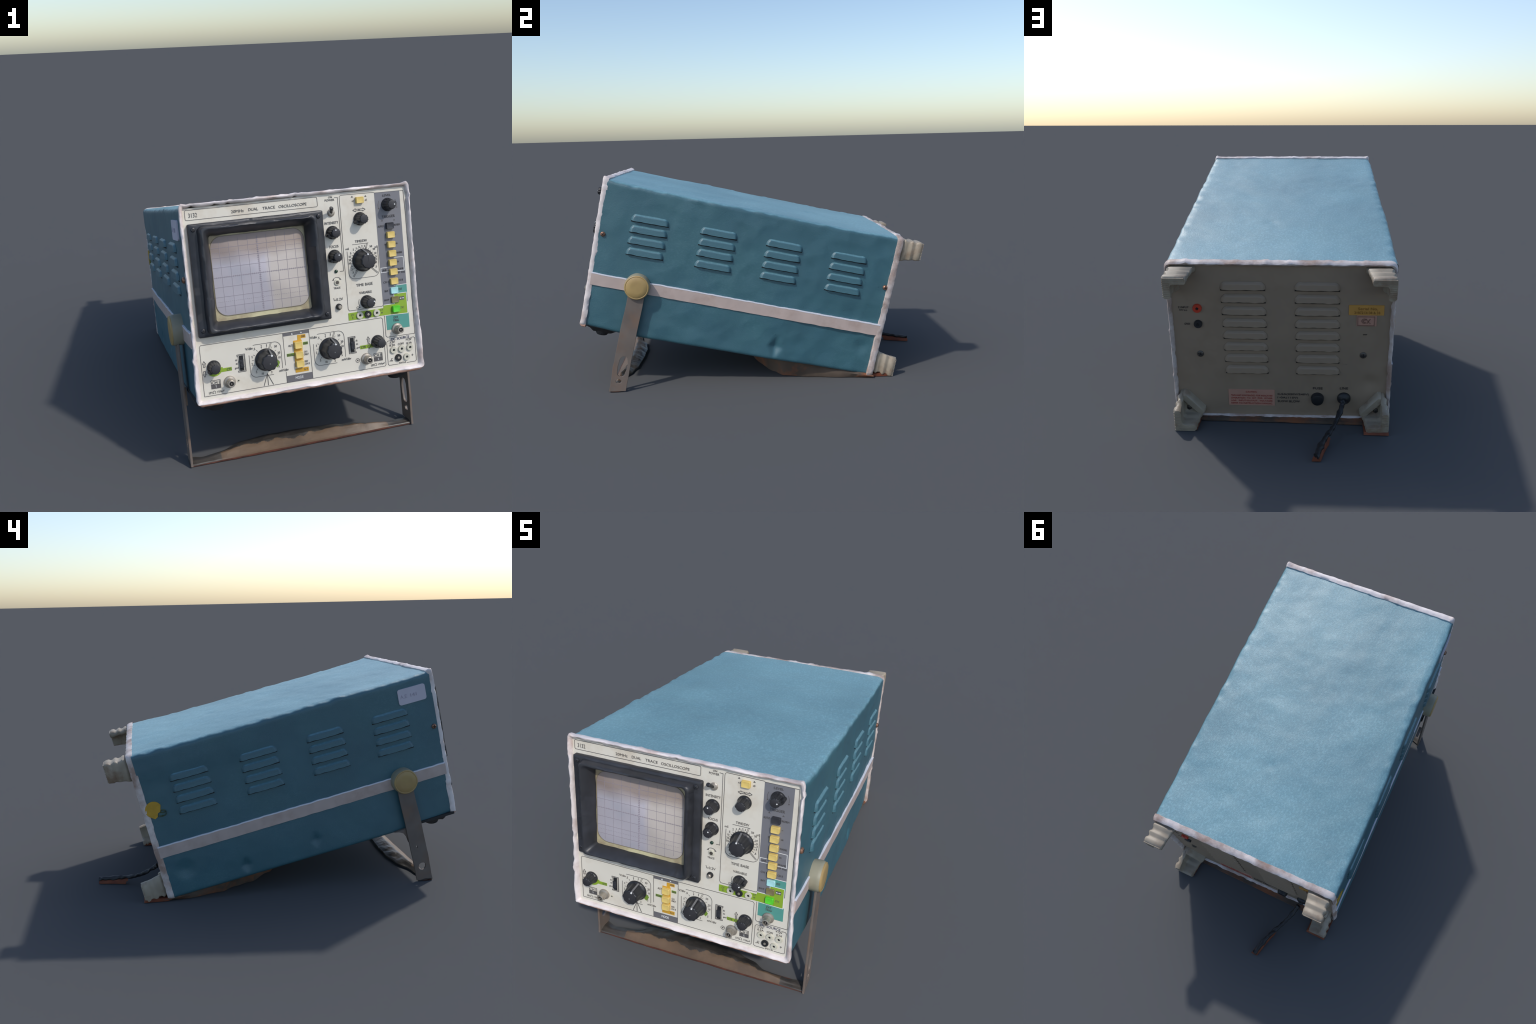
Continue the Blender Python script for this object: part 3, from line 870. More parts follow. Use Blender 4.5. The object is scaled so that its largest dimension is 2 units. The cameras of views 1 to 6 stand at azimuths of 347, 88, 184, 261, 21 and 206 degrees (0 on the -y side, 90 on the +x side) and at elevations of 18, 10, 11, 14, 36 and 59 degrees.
# edge of the tube opening and the graticule
g = Mesh()
g.stroke(tube, 0.0024, -0.8026, -0.798, True)
put("tube_edge", g.data("tube_edge", material("tube_edge_grime", lin(118, 108, 92), 0.6, 0.2, 20)), screen)
g = Mesh()
GY0, GY1 = -0.8028, -0.800
cx0, cz0, pit = -0.187, 0.1105, 0.0399
for i in range(-4, 5):
    x = cx0 + i * pit
    top, bot = (0.266, -0.045) if abs(i) < 4 else (0.255, -0.034)
    g.stroke([(x, bot), (x, top)], 0.0012 if i else 0.0017, GY0, GY1)
for j in range(-3, 4):
    z = cz0 + j * pit
    g.stroke([(-0.381, z), (0.010, z)], 0.0012 if j else 0.0016, GY0 - 0.0003, GY1)
for i in range(-25, 26):
    x = cx0 + i * pit / 5
    if -0.378 < x < 0.006:
        g.stroke([(x, cz0 - 0.003), (x, cz0 + 0.003)], 0.0013, GY0 - 0.0005, GY1)
for j in range(-18, 19):
    z = cz0 + j * pit / 5
    g.stroke([(cx0 - 0.004, z), (cx0 + 0.004, z)], 0.0022, GY0 - 0.0007, GY1)
for z in (cz0 - 2.5 * pit, cz0 + 2.5 * pit):
    for i in range(-23, 24):
        x = cx0 + i * pit / 5
        g.stroke([(x - 0.0022, z), (x + 0.0012, z)], 0.0014, GY0 - 0.0002, GY1)
put("graticule", g.data("graticule", GRID_INK), screen, kind="stuff")


# --------------------------------------------------------------- controls
def knob(name, r0, r1, depth, flutes, fl, line_dir, dot, x, z, rot=0.0, nose=False):
    """Fluted, tapering control knob, with pointer dot and pale pointer line."""
    m = Mesh()

    def fn(r, h, a):
        if h > -0.007:
            return r
        k = fl * (0.5 + 0.5 * cos(flutes * a)) * smooth(0, depth * 0.35, -h)
        return r * (1 - k)
    prof = [(r0, 0.002), (r0, -0.005), (r0 * 0.97, -0.008), (r0 * 0.9, -0.010)]
    for t in (0.0, 0.25, 0.5, 0.75, 1.0):
        prof.append((r0 * 0.88 + (r1 - r0 * 0.88) * t ** 0.8, -0.011 - (depth - 0.014) * t))
    prof += [(r1 * 0.94, -depth + 0.0008), (r1 * 0.85, -depth)]
    m.lathe(prof, n=96, fn=fn)
    ob = put(name, m.data(name, KNOB, 40), root, POSE @ at(x, PANEL, z, rot))
    f = Mesh()
    f.lathe([(r1 * 0.84, -depth + 0.002), (r1 * 0.84, -depth - 0.0010), (r1 * 0.78, -depth - 0.0014)], n=32)
    put("knob_face", f.data("knob_face", KNOB_FACE), ob)
    if nose:
        # small finger on the skirt
        s = Mesh()
        a = radians(nose)
        s.lathe([(0.009, 0.0), (0.0085, -depth * 0.45), (0.006, -depth * 0.6)], (r0 * 0.86 * cos(a), 0, r0 * 0.92 * sin(a)), n=18)
        put("knob_finger", s.data("knob_finger", KNOB), ob)
    if dot:
        d = Mesh()
        d.lathe([(dot[2], 0.002), (dot[2], -0.0024), (dot[2] * 0.6, -0.0030)], (dot[0], -depth, dot[1]), n=14)
        put("pointer_dot", d.data("pointer_dot", WHITE), ob)
    if line_dir is not None:
        s = Mesh()
        a = radians(line_dir)
        c, q = cos(a), sin(a)
        pts = []
        for t in (0.0, 1.0):
            rr = r0 * 0.95 + (r1 * 0.97 - r0 * 0.95) * t + 0.0012
            yy = -0.009 - (depth - 0.011) * t
            pts.append([(rr * c - 0.0035 * q, yy, rr * q + 0.0035 * c), (rr * c + 0.0035 * q, yy, rr * q - 0.0035 * c), ((rr - .004) * c + 0.0035 * q, yy, (rr - .004) * q - 0.0035 * c), ((rr - .004) * c - 0.0035 * q, yy, (rr - .004) * q + 0.0035 * c)])
        s.loft(pts, True, True)
        put("pointer_line", s.data("pointer_line", PALE), ob)
    return ob


k1 = knob("time_knob", 0.049, 0.034, 0.060, 10, 0.08, 92, (-0.002, 0.029, 0.0036), 0.267, 0.1075)
sl = Mesh(); sl.stroke([(-0.0005, 0.000), (-0.0015, 0.024)], 0.003, -0.0622, -0.060); put("pointer_line", sl.data("pointer_line", KNOB_FACE), k1)
k2 = knob("sensitivity_knob", 0.047, 0.035, 0.063, 9, 0.09, 72, (0.010, 0.028, 0.0040), -0.2, -0.2525)
k3 = knob("sensitivity_knob", 0.047, 0.035, 0.063, 9, 0.09, 80, (0.006, 0.029, 0.0036), 0.0815, -0.249)
for kk in (k2, k3):
    sl = Mesh(); sl.lathe([(0.0024, -0.062), (0.0024, -0.0652)], (0.0, 0, -0.004), n=10); put("pointer_line", sl.data("pointer_line", PALE), kk)
SMALL = (("intensity_knob", 0.139, 0.239, (-0.002, 0.012)), ("focus_knob", 0.139, 0.1385, (0.003, 0.008)), ("shift_knob", 0.2675, 0.284, (-0.012, 0.006)),
         ("level_knob", 0.3985, 0.3315, (0.010, 0.0)), ("variable_knob", 0.2675, -0.073, (0.014, 0.006)), ("shift_knob", 0.302, -0.2525, (0.0, -0.014)), ("shift_knob", -0.421, -0.249, (0.006, 0.012)))
for nm, x, z, d in SMALL:
    kk = knob(nm, 0.0285, 0.0205, 0.047, 12, 0.10, None, (d[0], d[1], 0.0028) if nm != "shift_knob" else None, x, z, random.uniform(-.3, .3) if nm == "shift_knob" else 0,
              nose={"intensity_knob": 200, "focus_knob": 215, "shift_knob": 205, "level_knob": 10, "variable_knob": 15}[nm] if True else False)


def button_mesh(w, h, d, mat):
    m = Mesh()
    lp = []
    for s, y in ((1.0, 0.002), (1.0, -d * 0.72), (0.965, -d * 0.9), (0.9, -d)):
        lp.append([(x * s, y - (0.003 * (1 - (2 * zz / h) ** 2) * 0 if y < 0 else 0), zz * s) for x, zz in rrect(-w / 2, w / 2, -h / 2, h / 2, 0.003, 6, 3)])
    # the face is dished along its height
    lp.append([(x * 0.5, -d + 0.0012, zz * 0.5) for x, zz in rrect(-w / 2, w / 2, -h / 2, h / 2, 0.003, 6, 3)])
    m.loft(lp, False, True)
    return m.data("push_button", mat)


ym = button_mesh(0.0355, 0.0270, 0.014, YELLOW)
for x, z in ((0.399, 0.2015), (0.3985, 0.160), (0.3995, 0.1205), (0.3985, 0.0815), (0.399, 0.041), (0.399, 0.0)):
    put("push_button", ym, root, POSE @ at(x, PANEL - random.uniform(0, .002), z, random.uniform(-.02, .02)))
for x, z, mt in ((0.398, -0.0405, CYAN), (0.398, -0.081, OLIVE), (0.3985, -0.121, GREEN), (0.399, 0.2405, DARKBTN)):
    put("push_button", button_mesh(0.035, 0.0275, 0.009 if mt is CYAN or mt is OLIVE else 0.014, mt), root, POSE @ at(x, PANEL, z))
put("push_button", ym, root, POSE @ at(0.2705, PANEL, 0.363))
ym2 = button_mesh(0.0345, 0.0285, 0.015, YELLOW)
for z in (-0.212, -0.2535, -0.292):
    put("push_button", ym2, root, POSE @ at(-0.0572, PANEL, z, random.uniform(-.03, .03)))


def jack_mesh(r, ring, mat, depth=0.007):
    m = Mesh()
    m.lathe([(r, 0.002), (r, -depth * 0.7), (r * 0.93, -depth), (ring, -depth), (ring * 0.85, -depth * 0.7)], n=28)
    nf = len(m.f)
    m.lathe([(ring * 0.8, 0.0), (ring * 0.78, -depth * 0.75), (ring * 0.5, -depth * 0.76)], n=16)
    me = m.data("jack", [mat, HOLE])
    for p in me.polygons:
        if p.index >= nf:
            p.material_index = 1
    return me


ij = jack_mesh(0.0155, 0.0062, IVORY)
bj = jack_mesh(0.0155, 0.0075, KNOB)
for x, z in ((0.373, -0.301), (0.411, -0.301), (0.451, -0.3), (0.433, -0.340), (0.230, -0.127), (0.308, -0.127)):
    put("jack", ij, root, POSE @ at(x, PANEL, z))
for x, z in ((0.393, -0.338), (0.268, -0.128)):
    j = put("jack", bj, root, POSE @ at(x, PANEL, z))
    c = Mesh(); c.lathe([(0.0055, 0), (0.0055, -0.0075), (0.003, -0.0080)], n=14); put("jack_pin", c.data("jack_pin", NICKEL), j)
# probe adjust terminal, trace trimmer, lamp, ground dot
m = Mesh(); m.lathe([(0.0135, 0.002), (0.0135, -0.006), (0.0115, -0.009), (0.009, -0.009)], n=24)
tm = put("test_terminal", m.data("test_terminal", KNOB), root, POSE @ at(0.139, PANEL, -0.077))
m = Mesh(); m.lathe([(0.0082, 0), (0.0082, -0.016), (0.006, -0.018)], n=18); put("terminal_pin", m.data("terminal_pin", NICKEL), tm)
m = Mesh(); m.lathe([(0.0130, 0.002), (0.0130, -0.003), (0.011, -0.0045), (0.0085, -0.0045)], n=24)
tm = put("trace_trimmer", m.data("trace_trimmer", IVORY), root, POSE @ at(0.1405, PANEL, 0.027))
m = Mesh(); m.lathe([(0.0075, 0), (0.0075, -0.0055), (0.005, -0.0056)], n=16); put("trimmer_slot", m.data("trimmer_slot", NICKEL_DARK), tm)
m = Mesh(); m.lathe([(0.0075, 0.002), (0.0070, -0.004), (0.004, -0.0065), (0.001, -0.0072)], n=18)
put("lamp", m.data("lamp", LED), root, POSE @ at(0.1405, PANEL, 0.0745))
m = Mesh(); m.lathe([(0.0065, 0.001), (0.0062, -0.0014), (0.003, -0.0015)], n=16)
tm = put("ground_socket", m.data("ground_socket", IVORY), root, POSE @ at(-0.324, PANEL, -0.321))
m = Mesh(); m.lathe([(0.0028, 0.001), (0.0028, -0.002)], n=10); put("socket_hole", m.data("socket_hole", HOLE), tm)


def bnc_mesh():
    m = Mesh()
    m.lathe([(0.0250, 0.002), (0.0250, -0.004), (0.0235, -0.0065), (0.019, -0.008), (0.0165, -0.009), (0.0160, -0.014), (0.0145, -0.016), (0.0135, -0.030), (0.0145, -0.032), (0.0145, -0.038), (0.0125, -0.039), (0.0095, -0.0385), (0.0090, -0.033)], n=36)
    nf = len(m.f)
    m.lathe([(0.0085, -0.030), (0.0082, -0.0345), (0.0040, -0.035)], n=18)
    n2 = len(m.f)
    m.lathe([(0.0030, -0.030), (0.0026, -0.0385), (0.001, -0.0390)], n=10)
    for s in (-1, 1):
        m.box(s * 0.0125, s * 0.0185, -0.030, -0.026, -0.0022, 0.0022)
    me = m.data("coaxial_socket", [NICKEL, HOLE])
    for p in me.polygons:
        if nf <= p.index < n2:
            p.material_index = 1
    return me


bm_ = bnc_mesh()
for x, z, r in ((-0.3615, -0.320, 0.3), (0.2445, -0.320, 1.0), (0.398, -0.2095, 0.7)):
    put("coaxial_socket", bm_, root, POSE @ at(x, PANEL, z, r))

# toggle switch
m = Mesh(); m.lathe([(0.0165, 0.002), (0.0165, -0.003), (0.0140, -0.005), (0.0125, -0.009), (0.0105, -0.010)], n=12)
tg = put("toggle_switch", m.data("toggle_switch", NICKEL), root, POSE @ at(0.140, PANEL, 0.3225))
m = Mesh()
loops = []
for t, r in ((0, 0.0055), (0.4, 0.0065), (0.75, 0.0085), (0.92, 0.0085), (1.0, 0.005)):
    c = Vector((-0.010 * t, -0.005 - 0.034 * t, 0.022 * t))
    loops.append([tuple(c + Vector((r * cos(2 * pi * i / 16), r * 0.5 * sin(2 * pi * i / 16), r * 0.85 * sin(2 * pi * i / 16)))) for i in range(16)])
m.loft(loops, True, True)
put("toggle_lever", m.data("toggle_lever", KNOB), tg)

# slide switches
for cx, up in ((-0.3045, 0), (0.1845, 0)):
    m = Mesh(); m.poly(rrect(-0.0085, 0.0085, -0.0305, 0.0305, 0.001, 2, 2), -0.0024, 0.002)
    sw = put("slide_switch", m.data("slide_switch", HOLE), root, POSE @ at(cx, PANEL, -0.2505))
    m = Mesh()
    for i in range(6):
        z = -0.016 + i * 0.0056
        m.box(-0.0075, 0.0075, -0.010 - 0.0012 * (i in (0, 5)), -0.001, z, z + 0.0042)
    put("switch_slider", m.data("switch_slider", DARKBTN), sw)

# ----------------------------------------------------------------- handle


def flat_shape(outline, holes, depth, name, mat):
    """Sheet-metal shape in (y, z) with holes, thickness along x."""
    c = bpy.data.curves.new("tmp", 'CURVE')
    c.dimensions, c.fill_mode = '2D', 'BOTH'
    c.extrude = depth / 2
    c.bevel_depth = 0.0012
    c.bevel_resolution = 1
    for pts in [outline] + holes:
        s = c.splines.new('POLY')
        s.points.add(len(pts) - 1)
        for q, p in zip(s.points, pts):
            q.co = (p[0], p[1], 0, 1)
        s.use_cyclic_u = True
    ob = bpy.data.objects.new("tmp", c)
    bpy.context.scene.collection.objects.link(ob)
    dg = bpy.context.evaluated_depsgraph_get()
    me = bpy.data.meshes.new_from_object(ob.evaluated_get(dg))
    bpy.data.objects.remove(ob)
    bpy.data.curves.remove(c)
    me.name = name
    me.transform(Matrix(((0, 0, 1, 0), (1, 0, 0, 0), (0, 1, 0, 0), (0, 0, 0, 1))))
    me.materials.clear()
    me.materials.append(mat)
    for p in me.polygons:
        p.use_smooth = True
    me.set_sharp_from_angle(angle=radians(40))
    return me


def leg_outline(seed, amp=0.003):
    zs = [-0.13 - 0.575 * i / 40 for i in range(41)]
    fr = [(interp((-0.73, -0.60, -0.4, -0.2, -0.1), (-0.598, -0.600, -0.595, -0.585, -0.580), z) + amp * fbm(Vector((z, seed, 0)), 18, 3) * smooth(-0.3, -0.55, z), z) for z in zs]
    bk = [(interp((-0.73, -0.60, -0.4, -0.2, -0.1), (-0.513, -0.511, -0.507, -0.500, -0.500), z) + amp * fbm(Vector((z, seed, 8)), 18, 3) * smooth(-0.3, -0.55, z), z) for z in zs]
    fr[-1], bk[-1] = (-0.600, -0.7270), (-0.512, -0.7085)
    return fr + bk[::-1]


def blob(cy, cz, ry, rz, n=18, seed=0, amp=0.0, tilt=0.0):
    pts = []
    for i in range(n):
        a = 2 * pi * i / n
        k = 1 + amp * noise.noise(Vector((cos(a) * 2, sin(a) * 2, seed)))
        pts.append((cy + ry * k * cos(a) + tilt * rz * k * sin(a), cz + rz * k * sin(a)))
    return pts


slot = []
for i in range(22):
    a = 2 * pi * i / 22
    zz = -0.5745 + 0.060 * sin(a)
    hw = 0.0255 * (1 + 0.18 * noise.noise(Vector((cos(a) * 2, sin(a) * 2, 3))))
    c = cos(a)
    slot.append((-0.551 - 0.003 * (zz + 0.5745) / -0.06 + hw * (abs(c) ** 0.6) * (1 if c > 0 else -1), zz))
legR = flat_shape(leg_outline(1.0), [slot[::-1], blob(-0.558, -0.661, 0.017, 0.014, 14, 5, 0.5)[::-1]], 0.008, "handle_leg", HANDLE)
legL = flat_shape(leg_outline(4.0), [blob(-0.545, -0.511, 0.006, 0.009, 8, 2, 0.4)[::-1], blob(-0.556, -0.634, 0.0225, 0.023, 9, 9, 0.15)[::-1]], 0.008, "handle_leg", HANDLE)
handle = put("handle", None, root, POSE)
put("handle_leg", legR, handle, Matrix.Translation((0.5335, 0, 0)))
put("handle_leg", legL, handle, Matrix.Translation((-0.530, 0, 0)))


def to_local(p):
    return tuple(UNPOSE @ Vector(p))


# crossbar resting on the ground: lumpy band, widest in the middle (world coordinates)
bar, lip = Mesh(), Mesh()
lb, ll = [], []
XS = (-0.526, -0.47, -0.38, -0.28, -0.15, 0.0, 0.15, 0.25, 0.33, 0.42, 0.535)
for k in range(321):
    x = -0.535 + 1.074 * k / 320
    yf = -0.842 + 0.026 * k / 320 + 0.003 * fbm(Vector((x, 0, 0)), 9, 3)
    yr = interp(XS, (-0.772, -0.785, -0.774, -0.730, -0.712, -0.712, -0.720, -0.742, -0.770, -0.775, -0.762), x) + 0.006 * fbm(Vector((x, 4, 0)), 16, 2)
    mid = smooth(0.52, 0.28, abs(x))
    zt = 0.012 + 0.020 * mid
    sec = []
    prof = ((0.0, 0.002), (0.0, 0.007), (0.06, 0.010), (0.28, 0.010 + 0.014 * mid), (0.42, zt), (0.5, zt), (0.62, zt * 0.9), (0.8, zt * 0.62), (1.0, zt * 0.35), (1.0, 0.002), (0.6, 0.002), (0.3, 0.002))
    fine = []
    for (t0, z0), (t1, z1) in zip(prof, prof[1:]):
        steps = max(1, int((t1 - t0) / 0.02))
        fine += [(t0 + (t1 - t0) * i / steps, z0 + (z1 - z0) * i / steps) for i in range(steps)]
    fine.append(prof[-1])
    for t, z in fine:
        y = yf + (yr - yf) * t
        lump = fbm(Vector((x, y, 2.0)), 11, 3) * 0.012 * mid * smooth(0.25, 0.6, t) * smooth(1.02, 0.8, t)
        sec.append(to_local((x, y, max(0.0015, z + lump))))
    lb.append(sec)
    w = 0.001 + 0.005 * smooth(0.52, 0.3, abs(x)) * (0.7 + 0.7 * noise.noise(Vector((x * 12, 2, 2))))
    ll.append([to_local((x, yf - w, 0.0)), to_local((x, yf - w, 0.003 + 0.3 * w)), to_local((x, yf + 0.006, 0.0088)), to_local((x, yf + 0.05, 0.003)), to_local((x, yf + 0.05, 0.0))])
bar.loft(lb, True, True)
lip.loft(ll, True, True)
bme = bar.data("handle_crossbar", [BAR_FRONT, GRIP], 60, False)
for p in bme.polygons:
    c = POSE @ p.center
    f = (c.y - (-0.829 + 0.0122 * c.x)) / 0.10
    if f + 0.5 * fbm(Vector((c.x, 0, 5)), 11, 3) > 0.40 or abs(c.x) > 0.40 + 0.05 * noise.noise(c * 9):
        p.material_index = 1
put("handle_crossbar", bme, handle)
put("crossbar_residue", lip.data("crossbar_residue", DARK_RUST, 60), handle)

# gussets of crust between case and the legs
for sx in (1, -1):
    g = Mesh()
    pts = [(-0.51, -0.395), (-0.44, -0.398), (-0.468, -0.405), (-0.49, -0.418), (-0.504, -0.445), (-0.51, -0.48)]
    fr = [(-0.59, -0.395), (-0.635, -0.398), (-0.612, -0.406), (-0.600, -0.42), (-0.593, -0.45)]
    for q in ((pts,) if sx < 0 else ()):
        n = len(q)
        g.loft([[(sx * 0.508, a, b) for a, b in q], [(sx * 0.524, a, b) for a, b in q]], True, True)
    if sx < 0:
        put("handle_gusset", g.data("handle_gusset", HANDLE), handle)

# pivot caps
for sx in (1, -1):
    c = Mesh()
    wob = lambda r, h, a: r * (1 + 0.02 * noise.noise(Vector((cos(a) * 2, sin(a) * 2, h * 40 + sx))))
    prof = [(0.067, 0.480), (0.0685, 0.500), (0.0685, 0.535), (0.067, 0.546), (0.064, 0.552)]
    c.lathe([(r, sx * h) for r, h in prof], (0, -0.546, -0.124), 'x', 40, wob)
    cap = put("handle_cap", c.data("handle_cap", CAP_SIDE, 50), handle)
    f = Mesh()
    f.lathe([(r, sx * h) for r, h in ((0.0655, 0.545), (0.0650, 0.5535), (0.061, 0.556), (0.0575, 0.5545), (0.056, 0.556), (0.03, 0.5565), (0.002, 0.5575))], (0, -0.546, -0.124), 'x', 40, wob)
    put("cap_face", f.data("cap_face", CAP, 50), cap)

# front rubber feet under the case
m = Mesh()
m.lathe([(0.036, 0.03), (0.037, -0.02), (0.035, -0.042), (0.029, -0.052), (0.02, -0.054)], axis='z', n=28)
rf = m.data("rubber_foot", RUBBER)
for x in (-0.415, 0.415):
    put("rubber_foot", rf, root, POSE @ Matrix.Translation((x, -0.704, -0.398)))

for sx in (1, -1):
    m, loops = Mesh(), []
    for k in range(25):
        y = -0.80 + 0.25 * k / 24
        zb = interp((-0.80, -0.775, -0.745, -0.70, -0.665, -0.62, -0.55), (-0.399, -0.416, -0.444, -0.449, -0.436, -0.420, -0.402), y)
        row = []
        for i in range(13):
            u = i / 12
            x = sx * (0.345 + (0.14 if sx > 0 else 0.165) * u)
            e = smooth(0, 0.35, min(u, 1 - u))
            row.append((x, y, -0.398 + (zb + 0.398) * e * (0.8 + 0.5 * noise.noise(Vector((x * 20, y * 20, sx))))))
        loops.append(row + [(x, y, -0.385), (sx * 0.345, y, -0.385)])
    m.loft(loops, True, True)
    put("foot_surround", m.data("foot_surround", RUBBER, 60), root, POSE)

# ------------------------------------------------------------- side details
sc = screw_mesh(0.0135, COPPER)
for sx, y, z in ((1, -0.771, 0.119), (1, 0.784, 0.109), (-1, -0.772, 0.116)):
    put("screw", sc, case, Matrix.Translation((sx * (half_width(y) + 0.0005), y, z)) @ Matrix.Rotation(radians(90 * sx), 4, 'Z') @ Matrix.Rotation(random.uniform(0, 1.5), 4, 'Y') @ Matrix.Diagonal((1, 1.6, 1, 1)))

# paper label and sticker on the left side, in (y, z)
left = lambda u, w, l: (-half_width(-u) - 0.0022 - l, -u, w)     # u grows towards the front


def left_poly(mesh, pts, l0, l1):
    mesh.loft([[left(u, w, l0) for u, w in pts], [left(u, w, l1) for u, w in pts]], True, True)


m = Mesh()
left_poly(m, rrect(0.6045, 0.7575, 0.2745, 0.358, 0.012, 4, 6), -0.006, 0.0035)
lab = put("paper_label", m.data("paper_label", PAPER), root, POSE)
m = Mesh()
write(m, "A.E", 0.614, 0.652, 0.317, 0.020, frame=lambda x, z, l: left(x, z, l + 0.0026))
write(m, "141", 0.672, 0.706, 0.316, 0.018, frame=lambda x, z, l: left(x, z, l + 0.0026))
put("label_writing", m.data("label_writing", PENCIL), lab, kind="stuff")

m = Mesh()
dome = arc(-0.768, 0.098, 0.043, 20, 232, 24)
left_poly(m, [(u, w * 1.0) for u, w in dome] + [(-0.772, 0.048), (-0.758, 0.056), (-0.752, 0.075), (-0.738, 0.080)], -0.006, 0.0042)
st = put("sticker", m.data("sticker", STICKER), root, POSE)
m = Mesh()
g1 = arc(-0.726, 0.070, 0.016, 150, -130, 14)
for q, wd in ((g1, 0.005), ([(-0.742, 0.079), (-0.726, 0.070), (-0.712, 0.074)], 0.004), ([(-0.775, 0.062), (-0.755, 0.064), (-0.745, 0.055), (-0.728, 0.054)], 0.006)):
    rb = []
    mm_ = Mesh()
    mm_.stroke(q, wd, -0.006, 0.0044)
    m.add([left(v.x, v.z, -v.y if v.y < 0 else v.y) if False else left(v.x, v.z, v.y) for v in mm_.v], mm_.f)
put("sticker_guard", m.data("sticker_guard", STICKER_LINE), st)

# -------------------------------------------------------------- rear panel
m = Mesh()
NX, NZ = 60, 50
grid = []
for j in range(NZ + 1):
    z = -0.400 + 0.788 * j / NZ
    row = []
    for i in range(NX + 1):
        x = -0.486 + 0.972 * i / NX
        d = 0.0
        t = max(0.0, 1 - hypot((x + 0.405) * 0.9, z + 0.21) / 0.055)
        d = -0.012 * t * (1 if x < -0.385 + (z + 0.21) * 0.3 else 0.5)
        row.append((x, REAR + d + 0.0012 * fbm(Vector((x, 0, z)), 9, 3), z))
    grid.append(row)
m.loft(grid, closed=False)
m.box(-0.482, 0.482, 0.765, 0.780, -0.398, 0.384)
rear = put("vented_panel", m.data("vented_panel", REAR_PAINT, 50), root, POSE)
REAR_LIP_SHADOW = material("rear_louver_painted_shadow", lin(44, 38, 34), 0.8, 0.1, 20)  # brown-black colour for the shading drawn between rear slats
rh = [hood(0.208, 0.035, 0.0135, REAR_PAINT, REAR_LIP_SHADOW, s, 0.0085) for s in (21.0, 33.0)]
back = Matrix.Rotation(pi, 4, 'Z')
for cx in (0.1645, -0.1595):
    for k in range(8):
        z = 0.271 - k * 0.0607
        put("louver", rh[k % 2], rear, Matrix.Translation((cx + (-0.001 * k if cx > 0 else -0.0009 * k), REAR + 0.0008, z)) @ back @ Matrix.Rotation(random.uniform(-.006, .006), 4, 'Y'))

behind = lambda x, z, l: (-x, REAR + l, z)       # writing seen from behind: x runs to the viewer's right


def bpoly(mesh, x0, x1, z0, z1, l, r=0.0015):
    mesh.loft([[behind(u, w, -0.004) for u, w in rrect(x0, x1, z0, z1, r, 2, 3)], [behind(u, w, l) for u, w in rrect(x0, x1, z0, z1, r, 2, 3)]], True, True)


m = Mesh()
for s, x0, x1, z, h in (("Z INPUT", -0.455, -0.407, 0.1775, 0.009), ("50V p.p", -0.449, -0.414, 0.163, 0.009), ("GND", -0.432, -0.406, 0.0945, 0.009), ("FUSE", 0.145, 0.189, -0.2385, 0.012), ("LINE", 0.269, 0.306, -0.2365, 0.012),
                        ("0-5A(220V/240V)", -0.020, 0.126, -0.2755, 0.0125), ("1-0A(115V)", -0.020, 0.075, -0.295, 0.0125), ("SLOW BLOW", -0.020, 0.084, -0.314, 0.0115)):
    write(m, s, x0, x1, z, h, 0.0035, frame=behind)
m2 = Mesh()
m2.stroke([(0.376 - 0.012, 0.0495), (0.376 + 0.006, 0.0505)], 0.003, 0, 1)
m.add([behind(v.x, v.z, 0.003 if v.y > 0.5 else -0.002) for v in m2.v], m2.f)
put("vent_panel_lettering", m.data("vent_panel_lettering", REAR_INK), rear, kind="stuff")
m = Mesh(); bpoly(m, 0.298, 0.4515, 0.1485, 0.1975, 0.0034)
tp = put("serial_tape", m.data("serial_tape", AMBER), rear)
m = Mesh()
write(m, "Serial No.", 0.338, 0.424, 0.181, 0.013, 0.005, frame=behind); write(m, "2107213138 & 33", 0.322, 0.434, 0.1615, 0.012, 0.005, frame=behind)
put("tape_writing", m.data("tape_writing", AMBER_INK), tp, kind="stuff")
m = Mesh(); bpoly(m, 0.333, 0.421, 0.094, 0.1475, 0.0030)
mk = put("mark_label", m.data("mark_label", PINK), rear)
m = Mesh()
fr_ = Mesh(); fr_.stroke([(0.338, 0.0975), (0.4115, 0.0975), (0.4115, 0.1415), (0.338, 0.1415)], 0.003, 0, 1, True)
fr_.stroke(arc(0.367, 0.1195, 0.011, 40, 320, 14), 0.0028, 0, 1); fr_.stroke(arc(0.368, 0.1195, 0.0055, 50, 310, 10), 0.0022, 0, 1)
fr_.stroke([(0.373, 0.131), (0.393, 0.107)], 0.0034, 0, 1); fr_.stroke([(0.393, 0.131), (0.379, 0.108)], 0.0030, 0, 1)
m.add([behind(v.x, v.z, 0.0048 if v.y > 0.5 else 0.001) for v in fr_.v], fr_.f)
put("mark", m.data("mark", REAR_INK), mk)
m = Mesh(); bpoly(m, -0.249, -0.0335, -0.340, -0.2525, 0.0032)
wl = put("warning_label", m.data("warning_label", PINK), rear)
m = Mesh()
write(m, "CAUTION", -0.168, -0.117, -0.264, 0.009, 0.0048, frame=behind)
for i, s in enumerate(("THIS UNIT IS INTENDED FOR INDICATED", "OPERATION  TO  SET  FOR  OTHER", "LINE   INPUT/OUTPUT   VOLTAGES", "REFER TO INSTRUCTION MANUAL.")):
    write(m, s, -0.238, -0.044, -0.284 - i * 0.0145, 0.0085, 0.0048, frame=behind)
put("warning_writing", m.data("warning_writing", RED_INK), wl, kind="stuff")
rj = lambda r, ring, mat: jack_mesh(r, ring, mat, 0.012)
